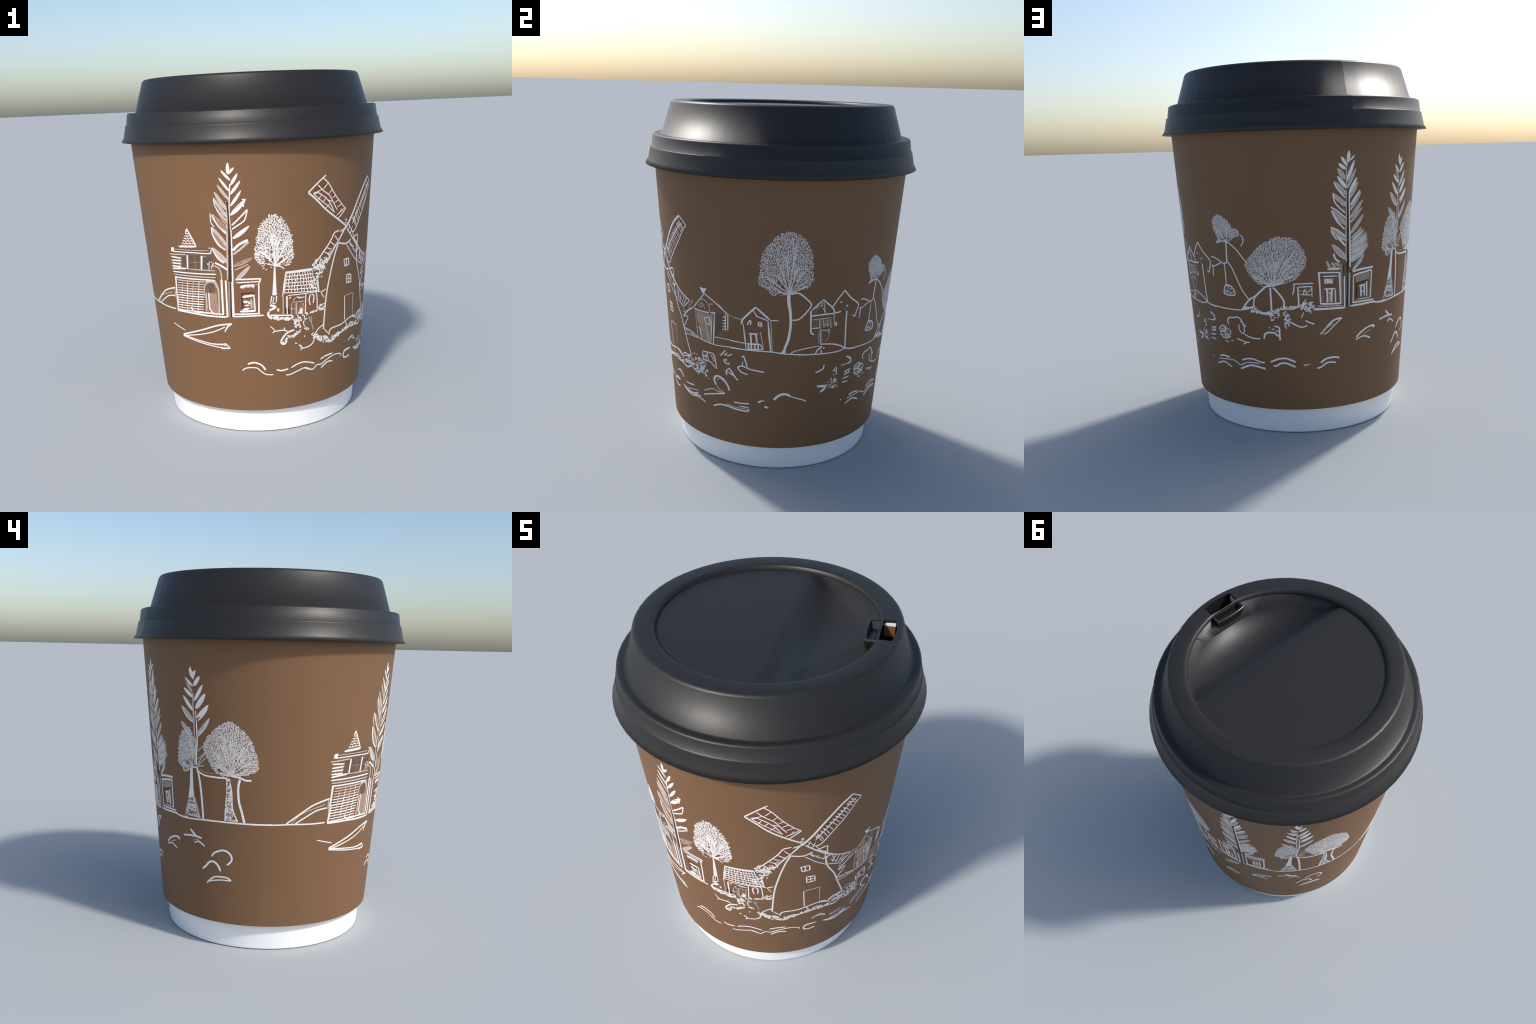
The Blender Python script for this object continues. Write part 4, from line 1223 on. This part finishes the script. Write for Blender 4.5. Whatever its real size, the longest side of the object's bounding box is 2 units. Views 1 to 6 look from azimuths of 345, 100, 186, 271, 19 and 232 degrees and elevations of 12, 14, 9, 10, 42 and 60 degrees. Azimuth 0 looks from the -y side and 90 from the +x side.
pen.line(5, (-8.4, 59.1), (-6.2, 54.5), (-2.9, 51.4))
pen.line(5, (0, 44.9), (2.9, 47.8), (5.7, 53.9))
pen.line(9, (-2.1, 66.2), (-2.1, 51.9), (-1.8, 40.5), (-2.7, 28.7), ink='soft')
pen.line(7, (-1.1, 57.3), (-0.7, 43.3), (-1.3, 36.7), (-1.7, 28.9))
pen.line(9, (-1.5, 62.5), (-1.3, 52), (-1.4, 43.2), ink='rust')
pen.crown((-3.9, 27.5), [(-9.2, 46.3), (-11.2, 41.8), (-12.3, 36.5), (-12.6, 32.1), (-12.6, 29), (-9.7, 27), (-8, 24.9), (-6.1, 26.4), (-4.3, 27.8), (-2.5, 33.5), (-2.5, 43.5), (-4.5, 48.7)], marks=330, size=0.8, rays=12, seed=21, ink='pale')
pen.fill('rust', (-3.7, 26.5), (-1.8, 26.6), (0, 0.6), (-0.8, 0.5), (-3.4, 10.1))
pen.fill('ink', (-5.2, 26.9), (-3.8, 27.1), (-3.9, 16.8), (-3.6, 12.1), (-7.2, 10.3), (-5.9, 17.7))
pen.fill('pale', (-7, 10.3), (-3.5, 11.9), (-2.3, 5.1), (-0.6, 0.4), (-9.9, 0.8), (-8.7, 5.1))
pen.tangle(5, [(-7, 10.3), (-3.8, 11.6), (-2.3, 5.1), (-1, 0.9), (-9.4, 1.3), (-8.2, 5.6)], marks=60, size=0.9, seed=22, ink='rust')
pen.line(10, (-1.4, 27.4), (-0.4, 22.5), (0.5, 12.7), (1, 0.2))
pen.line(6, (-4.7, 27.1), (-1.8, 27.8), (-1, 27.5))
pen.line(5, (-3.5, 12.1), (-0.6, 0.5), ink='soft', bend=False)
pen.line(5, (-0.9, 28.3), (1.9, 31.7), (3.9, 33.5), ink='soft')
pen.line(5, (-1, 28.1), (2.6, 29.1), ink='soft')
pen.line(5, (-1.3, 28.6), (0.8, 32.4), (3.9, 35.8), ink='soft')
pen.line(5, (-0.8, 32.2), (1.2, 34), (3.6, 36.5), ink='soft')
pen.line(5, (-0.6, 36.1), (1, 38.2), (2.9, 39.5), ink='soft')
pen.line(5, (-9.7, 27), (-8.9, 24.8), (-6.3, 25.7), (-5.6, 27))

# mushroom shaped round tree
pen = Pen('printed_round_tree', angle=165.8, height=0.719)
pen.crown((-1.2, 25.1), [(-2.6, 52.7), (-4.9, 51.1), (-6.9, 49.8), (-9.3, 47), (-12.6, 43.3), (-13.8, 40.5), (-13.9, 37.1), (-12.9, 34.9), (-11.5, 32), (-10.1, 28.3), (-7.3, 25.5), (-5.3, 24.1), (-1.5, 24.9), (3.4, 24.9), (6.6, 25.6), (10, 27.2), (11, 29.5), (10.6, 33.6), (9.6, 38.1), (8.7, 41.4), (6.8, 45.1), (4.6, 48.3), (2.5, 50.1), (0.3, 52.2)], marks=900, size=0.8, rays=22, seed=23, ink='pale')
pen.fill('pale', (-3.1, 23.4), (-2, 23.5), (-0.9, 16.4), (-0.5, 7.5), (1.8, 0.6), (-4.2, 0.7), (-3.9, 6.3), (-3.1, 16.2))
pen.tangle(5, [(-3.1, 22), (-2.1, 22.1), (-1.1, 16.4), (-0.6, 7.1), (1.4, 0.9), (-4, 1.1), (-3.8, 6.3), (-3, 16.2)], marks=80, size=0.9, seed=24, ink='rust')
pen.line(6, (-3.1, 23.2), (-3.1, 16.2), (-3.9, 6.3), (-4.2, 0.7))
pen.line(6, (-2, 23.3), (-0.9, 16.4), (-0.5, 7.5), (1.8, 0.6))
pen.line(11, (2.9, 23.3), (2.1, 18.6), (2.4, 11.6), (3.7, 5.9), (4.9, 0.2))
pen.line(8, (-17.8, 26.1), (-14, 23.9), (-8.4, 23.4), (-2.9, 23.4))
pen.line(4, (-16.6, 26.7), (-13.2, 25.4), (-9.5, 25.2), ink='tan')
pen.line(9, (-1.2, 24.9), (2.7, 24.1), (5.3, 22.9), (8, 22.9))

# bird and brow strokes below the ground line
pen = Pen('printed_bird_mark', angle=144.3, height=0.599)
pen.leaf(12, (1.4, 2), (-2, 5.3), ink='ink')
pen.line(9, (-6.5, 0.8), (-2.5, 1.5), (1.4, 1.6), (4.8, 1.1))
pen.line(4, (-0.4, -1.3), (1.9, 0.1), (3.7, -1), ink='soft')
pen.line(7, (0.5, -2.2), (1.9, -1.2), (3.7, -1.3), (6.4, -3.2))
pen.line(8, (-21.2, -6.7), (-17.6, -3.6), (-12.6, -1.5), (-10, -2.8))
pen.line(6, (-21.5, -7.9), (-17.9, -6.6), (-15, -7.2), (-12.8, -8.5))
pen.line(4, (-17.3, -5.6), (-12.8, -3.7), ink='soft', bend=False)

# three rounded wave strokes
pen = Pen('printed_curl_mark', angle=158.1, height=0.455)
pen.line(9, (-3.7, 6.4), (-2.3, 8.5), (0.2, 9.9), (2.5, 10.6), (5.1, 9.6), (6.5, 7.3), (6.3, 5), (4.2, 2.6))
pen.line(10, (-9, -1.5), (-7, 0.5), (-4.9, 3.1), (-2.7, 3.5), (-0.8, 2.2), (0.2, 0.4), (0.7, -1.3))
pen.line(8, (-6.8, -9.1), (-4.4, -6.5), (-2.1, -4.9), (2, -4.4), (4.6, -4.8), (6.2, -6.1))
pen.line(6, (-5.9, -8.1), (-3, -7.1), (1.2, -6.2), (6.2, -6.1))

# slanted quill strokes
pen = Pen('printed_quill_mark', angle=109.6, height=0.616)
pen.line(9, (-5, -4.2), (-2.7, -1.3), (0.5, 2.4), (3, 3.6), (5.5, 3.9))
pen.line(6, (5.5, 3.9), (1.6, 0.1), (-1.6, -3.3), (-3.5, -4.2))
pen.line(6, (-4.9, -3.6), (-1.6, -0.5), (1.3, 1.4), ink='soft')
pen.fill('wash', (-3.8, -3.4), (1.1, 1.1), (4.4, 3.5), (1.1, 0.2), (-2.2, -3.2))
pen.line(9, (13.5, -8.3), (16.1, -5.8), (20.2, -3.7), (23.8, -3.2), (24.8, -4.3))
pen.line(7, (13.3, -9.6), (16.6, -8.4), (19, -8.4), (22.3, -10.2))
pen.line(4, (17.2, -7.4), (22.4, -5.4), ink='soft', bend=False)

# rows of small waves
pen = Pen('printed_wave_mark', angle=75.8, height=0.407)
pen.line(9, (28.8, 0.6), (31.1, 2.4), (33.9, 3.1), (36.7, 3), (38.3, 2.2))
pen.line(8, (27, -2.4), (28.9, -1.9), (31.4, 0), (33.6, 0.5), (36.5, -0.1))
pen.fill('soft', (20.1, 0.2), (22.1, 0.3), (24.3, 0.4), (22.7, -0.5), (21, -0.9))
pen.line(9, (-25.8, 0.8), (-22.8, 1.6), (-19, 1.2))
pen.line(5, (-27, -0.9), (-22.1, -0.3), (-17.2, 0.1), (-14.6, -0.8), (-12.5, -2), (-9.9, -1), (-7.8, 0), (-4.5, 0.1), (-1.3, -0.1))
pen.line(8, (-27.9, -4), (-24.1, -2.3), (-21.5, -2.5), (-18, -4.3))
pen.dot(10, (-31.3, -0.5))
pen.line(8, (-11.2, 0.8), (-8.3, 2), (-5, 2.3), (-1.8, 1.2), (1.3, 0.6))
pen.line(10, (-12.3, -4.3), (-9.4, -2.8), (-6.6, -1.6), (-3.3, -1.7), (1.7, -2.8))
pen.line(9, (4.3, 1.3), (8, 3.1), (11.5, 3.7), (14.4, 2.7), (16.6, 1.5))
pen.line(9, (5.7, -0.7), (7.2, -0.8), (9.1, 0.6), (11.4, 1), (13.7, 0.2), (16.6, -1.3))

# stones, ladder, flower and arch strokes
pen = Pen('printed_stone_mark', angle=67.2, height=0.572)
pen.line(9, (10.3, -2.2), (10.8, 0.3), (12.5, 1.5), (15.4, 1.4), (17.1, -0.1), (18.3, 0.3))
pen.line(8, (15.6, 5.1), (17.8, 4.5), (18, 0.3), (18.1, -2.7))
pen.line(6, (14.1, 3.3), (15.8, 3.6), bend=False)
pen.line(5, (16, 2.1), (17.2, 2.6), (18, 1.3))
pen.dot(7, (13.2, 4.3))
pen.line(7, (-8.8, 3.9), (-9.6, 5.9), (-8.4, 7.9), (-5.8, 8.3), (-3.3, 8.9), (-1.7, 7.9), (-0.5, 5.7), (1.2, 4))
pen.line(6, (-2.5, 4.8), (-2.9, 3.1), (-2, 0.5), (-0.6, -0.1), (0.2, 2.1), (-0.1, 4.7))
pen.line(7, (0, -0.5), (3.8, -2.1), (8.5, -2.3))
pen.scribble(4, 0.9, (-1.5, 6.6), (-0.6, 5))
pen.line(7, (-4.7, -3.5), (-1.6, -4.3), (0.7, -5), (2.6, -4.8))
pen.line(8, (-0.9, -6.2), (0.6, -5.3))
pen.line(6, (-15.5, 1.1), (-12.9, 2.8), (-11.2, 2.2), (-12, 0.3), (-15, -0.5), closed=True)
pen.line(6, (-10.6, 1.6), (-8.1, -0.1), (-9.5, -2.5), (-11.7, -1), closed=True)
pen.line(6, (-15.2, -1.6), (-13.3, -0.6), (-9.5, -2.7), (-12.1, -4.2), (-14.5, -3.2), closed=True)
pen.scribble(4, 1, (-14.4, 0.6), (-11.8, 1.4))
pen.scribble(4, 1, (-10.8, 0.2), (-9.4, -1.3))
pen.scribble(4, 1, (-14.4, -2.5), (-11.5, -2.7))
pen.line(7, (-13.3, -4.2), (-10.8, -4), (-8.4, -2.8))
pen.line(7, (-11.8, -5.1), (-11.5, -6.1), (-9.9, -6.3), bend=False)
pen.line(7, (-8.3, -5.6), (-6.9, -5), bend=False)
pen.line(7, (-22.2, 0), (-18.1, 1), bend=False)
pen.line(7, (-22.5, -1.7), (-18.3, -1), bend=False)
pen.line(7, (-22.9, -3.9), (-18.7, -3.5), bend=False)
pen.line(7, (-23.2, -6.1), (-19.1, -6.4), bend=False)
pen.line(5, (-21, 0.2), (-20.8, -1.5), bend=False)
pen.line(5, (-19.2, 0.7), (-19.2, -1.2), bend=False)
pen.line(6, (-27.5, 4.1), (-29.3, 1.9), bend=False)
pen.line(6, (-27.2, 4.1), (-27, -0.4), bend=False)
pen.line(6, (-29, 2.8), (-27.1, 1.5), bend=False)
pen.tangle(5, [(-27.7, -0.3), (-30.2, -2.5), (-31.9, -5), (-30.7, -7.3), (-28.3, -8.5), (-25.9, -8.8), (-26.7, -4)], marks=34, size=0.9, seed=25)
pen.leaf(13, (-31.8, -5.9), (-37.6, -5.5), ink='ink')
pen.leaf(13, (-32.4, -6.8), (-35.4, -9.6), ink='ink')
pen.line(8, (-34.4, 6.8), (-34.8, 4.5), (-36.8, 3.3), (-38.6, 2.7))
pen.line(9, (-21.8, 9.2), (-19.3, 7.7), (-18.6, 5.4), (-20.5, 4.7))
pen.line(5, (-20.5, 4.7), (-24.8, 4.4), bend=False)

# long low hill strokes
pen = Pen('printed_hill_mark', angle=14, height=0.462)
pen.line(12, (-5.1, -1.7), (-3.3, 0.5), (-1.2, 1.7), (1.1, 1.7), (2.8, 0.4))
pen.line(6, (2.8, 0.4), (6.5, -1), (9.7, -2.3), (10.8, -3.1))
pen.fill('ink', (-13, -4), (-12.4, -2.8), (-11, -2.3), (-9.1, -2.5), (-10.8, -3), (-11.9, -4))
pen.fill('ink', (-9.9, -6.1), (-9, -5.5), (-7.5, -6.2), (-8.4, -7.2))

# sign, boat and scrap strokes
pen = Pen('printed_scrap_mark', angle=-19.3, height=0.6)
pen.fill('wash', (-9.1, 6.8), (-2.8, 7.2), (-1.6, 5.6), (-1.1, -0.9), (-4.3, 1.9), (-9.5, 2.2))
pen.line(6, (-9.1, 6.8), (-2.8, 7.2), (-1.6, 5.6), (-1, -1.5), (-4.3, 1.7), (-9.7, 2), bend=False)
pen.line(6, (-9.3, 6.4), (-8.6, 2.3), bend=False)
pen.line(5, (-6, 6.6), (-5.6, 2.3), bend=False)
pen.line(5, (-4.1, 6.5), (-2.2, 2.3), bend=False)
pen.line(5, (-7, 6.3), (-6.9, 2.5), bend=False)
pen.line(5, (-2.8, 6.9), (-1.7, 2.7), ink='soft', bend=False)
pen.scribble(5, 1.4, (-8.9, 4.1), (-6.5, 4.2))
pen.tangle(5, [(-17.1, -3.5), (-12.1, -1.1), (-7.7, 0.4), (-5.9, -5.5), (-8.7, -5.4), (-12.6, -7.9)], marks=60, size=1.1, seed=26)
pen.line(5, (-17, 2.4), (-14.9, 3.6), (-12.6, 3.1), ink='soft')
pen.line(5, (-13.5, 0.7), (-11.5, 2), (-9.1, 0.2))
pen.line(7, (-18.1, -5.2), (-12.6, -7.9), bend=False)
pen.line(6, (-25.5, -0.5), (-22.7, 0.9), (-20.8, 0.7), (-17.5, 1.4))
pen.line(7, (-20.8, 0.4), (-19.3, -3), (-15.9, -4))
pen.line(4, (-17.6, 1.2), (-15.4, -2.9), ink='soft', bend=False)
pen.line(6, (-30.8, 0.7), (-27.2, -0.5), (-24.7, -3.5))
pen.line(10, (-24.1, -6.8), (-21.6, -7.3), (-18.1, -5.2), bend=False)
pen.line(7, (4.4, 10.8), (1.4, 6.9), bend=False)
pen.line(6, (5.1, 9.4), (4, 7.6), bend=False)
pen.line(4, (3.2, 8.1), (5.5, 8), bend=False)
pen.line(7, (5.4, 7.6), (7.8, 9.2), bend=False)
pen.line(7, (5.1, 5.4), (3.4, 4.7), (4.2, 3.3), (6.6, 3))
pen.scribble(4, 0.7, (5.1, 4.8), (6.2, 3.7))
pen.line(9, (6.1, 0.7), (8, -2.5), (9.9, -5.3), bend=False)
pen.line(7, (6.1, 0.6), (4.4, -1.7), (4.8, -4))
pen.scribble(5, 1.1, (5, -1.9), (7.5, -2.9))
pen.dot(11, (10.2, -5.4))
pen.line(7, (12.7, 8.1), (13.5, 9), (14.3, 6.5), (15.2, 3.2))
pen.line(7, (10.3, 1.9), (12.7, 3.1), (16.6, 1.8), (20.1, 1.2), (23.4, 0.8))
pen.line(7, (10.4, 1.9), (12.1, -0.4), (15.5, -1.6))
pen.line(4, (13.1, 5.7), (12.8, 3.1), bend=False)
pen.line(6, (-31.4, -19.4), (-36.9, -19.9), (-37.2, -23.3), (-32.1, -23.9))
pen.line(5, (-33.8, -13.9), (-30.6, -12.9), (-26.2, -15.4))
pen.line(9, (-23.7, -17.3), (-20.1, -17.2), (-16.7, -16.5), ink='soft')
pen.line(7, (-27.2, -20.3), (-23.2, -22.8), (-18.9, -23.7), (-15.3, -22.9), (-11.3, -23.4), (-8.7, -24.4))
pen.line(7, (-23.1, -21.1), (-17.6, -19.5), (-13.3, -18.7), ink='soft')
pen.line(7, (-23.7, -22.4), (-18.7, -22.3), (-13.8, -20.3))
pen.line(7, (-9.4, -17.1), (-3.7, -14.4), (-0.2, -15.1), (3.5, -15.3), ink='soft')
pen.line(7, (-9.7, -19.7), (-3.8, -17.5), (3.5, -15.3))
pen.line(10, (-1.5, -11.3), (-2.6, -8.4), (-1.8, -6.4), (0.1, -5.7), (2.8, -6.9), (4.8, -9.6), (6, -12.9))
pen.line(4, (-1.3, -11.9), (0.5, -13.6), (3.5, -15.3))
pen.line(5, (-1.2, -8), (1, -7), (3.4, -8.4), (5.3, -10.8), ink='soft')
pen.line(6, (-6.6, -8.6), (-5.3, -9.4), ink='soft', bend=False)
pen.line(8, (-3.6, -24.7), (0.5, -22.8), (4.8, -22.6), (9.4, -23.5), (15, -23.7), (16.1, -22.2))
pen.line(5, (4.5, -21.4), (9.7, -22.4), (15.8, -22.3), ink='soft')
pen.line(7, (8.3, -19.4), (11.7, -19.4), (16.1, -19))
pen.line(6, (10.9, -21.2), (16.1, -21.4))

# angled arrow strokes
pen = Pen('printed_arrow_mark', angle=-134.6, height=0.588)
pen.line(5, (-20.6, 3.6), (-11.9, 0.9), bend=False)
pen.line(8, (-13.6, -1.7), (-2.3, 2.5), (7.9, 6.6), (15.5, 8.1))
pen.line(6, (-13.8, -2.6), (-2.6, 0.1), (5.7, 2.8), (11.9, 6.1))
pen.line(8, (11.5, 3.1), (13.2, 6.4), (15.5, 8.1), bend=False)
pen.line(6, (-13.7, -2), (-3, -3.6), (5, -4.6), (11.6, -4))
pen.line(6, (-13.8, -2.6), (-2, -4.8), (8.7, -6.3), (13.7, -6.4))
pen.line(7, (11.2, -3.5), (13.7, -6.4), (9.1, -7), bend=False)
pen.scribble(4, 1, (6, -4.5), (11.1, -5))
pen.fill('wash', (-10.7, -1.1), (2.8, 3), (8.7, 6.1), (11.9, 6.4), (5.7, 3), (-2.5, 0.4))

# water strokes in front of the windmill
pen = Pen('printed_water_mark', angle=-88.4, height=0.395)
pen.line(9, (-24.2, 3.7), (-20.7, 4.5), (-17.3, 2.8), (-15.4, -0.2))
pen.line(6, (-27.1, -0.3), (-24.8, 1.3), (-19.9, 1.3), (-17.4, -1.2), (-14.9, -2.9), (-11.6, -3.3))
pen.line(8, (-9.9, -0.4), (-7.3, -1.3), (-3.9, -0.7))
pen.line(7, (-2.3, -0.2), (1.4, 1.6), (5.3, 1.9), (10.6, -0.1))
pen.line(6, (-5.1, -4.1), (-3.3, -4.3), (1, -2.8), (5.3, -1.6), (9.4, -3.6), (12, -1.5), (14.7, -1.7), (18.1, 0), (23.7, 1.6), (28.7, 0.6), (29.2, -1.2))
pen.line(8, (4.8, -1.7), (9.4, -3.7), bend=False)
pen.line(8, (14.1, 1.4), (17.5, 2.6), (22.3, 3), bend=False)
pen.line(8, (14.8, -3.9), (18.8, -1.5), (22.5, -1.9))
pen.line(8, (38.1, 1.2), (32.6, 1.4), (31.5, -1.5), (33.8, -3.4), (37.5, -3))
pen.fill('wash', (-23.8, 3.2), (-19.8, 3.9), (-16.1, -0.2), (-15.3, -2.6), (-19.5, 1.5))
pen.line(5, (35.4, 6.5), (39.7, 8.4), (43.1, 5.4))
pen.line(7, (42.6, 0), (47, -1.6), (57.3, -1.3), bend=False)
pen.line(5, (46, 3), (52.4, 3.8), bend=False)
pen.line(5, (45.1, -1), (53, -2), (60.4, -3.6))
pen.line(7, (-0.4, 14.3), (0.8, 13.8), bend=False)
pen.line(8, (2.8, 9.4), (3.3, 11.5), (1.7, 12.9), bend=False)
pen.line(6, (3.3, 10.4), (7.2, 10.9), (9.7, 12.8), (10.1, 15.3))

for motif in Pen.drawn:
    motif.build()
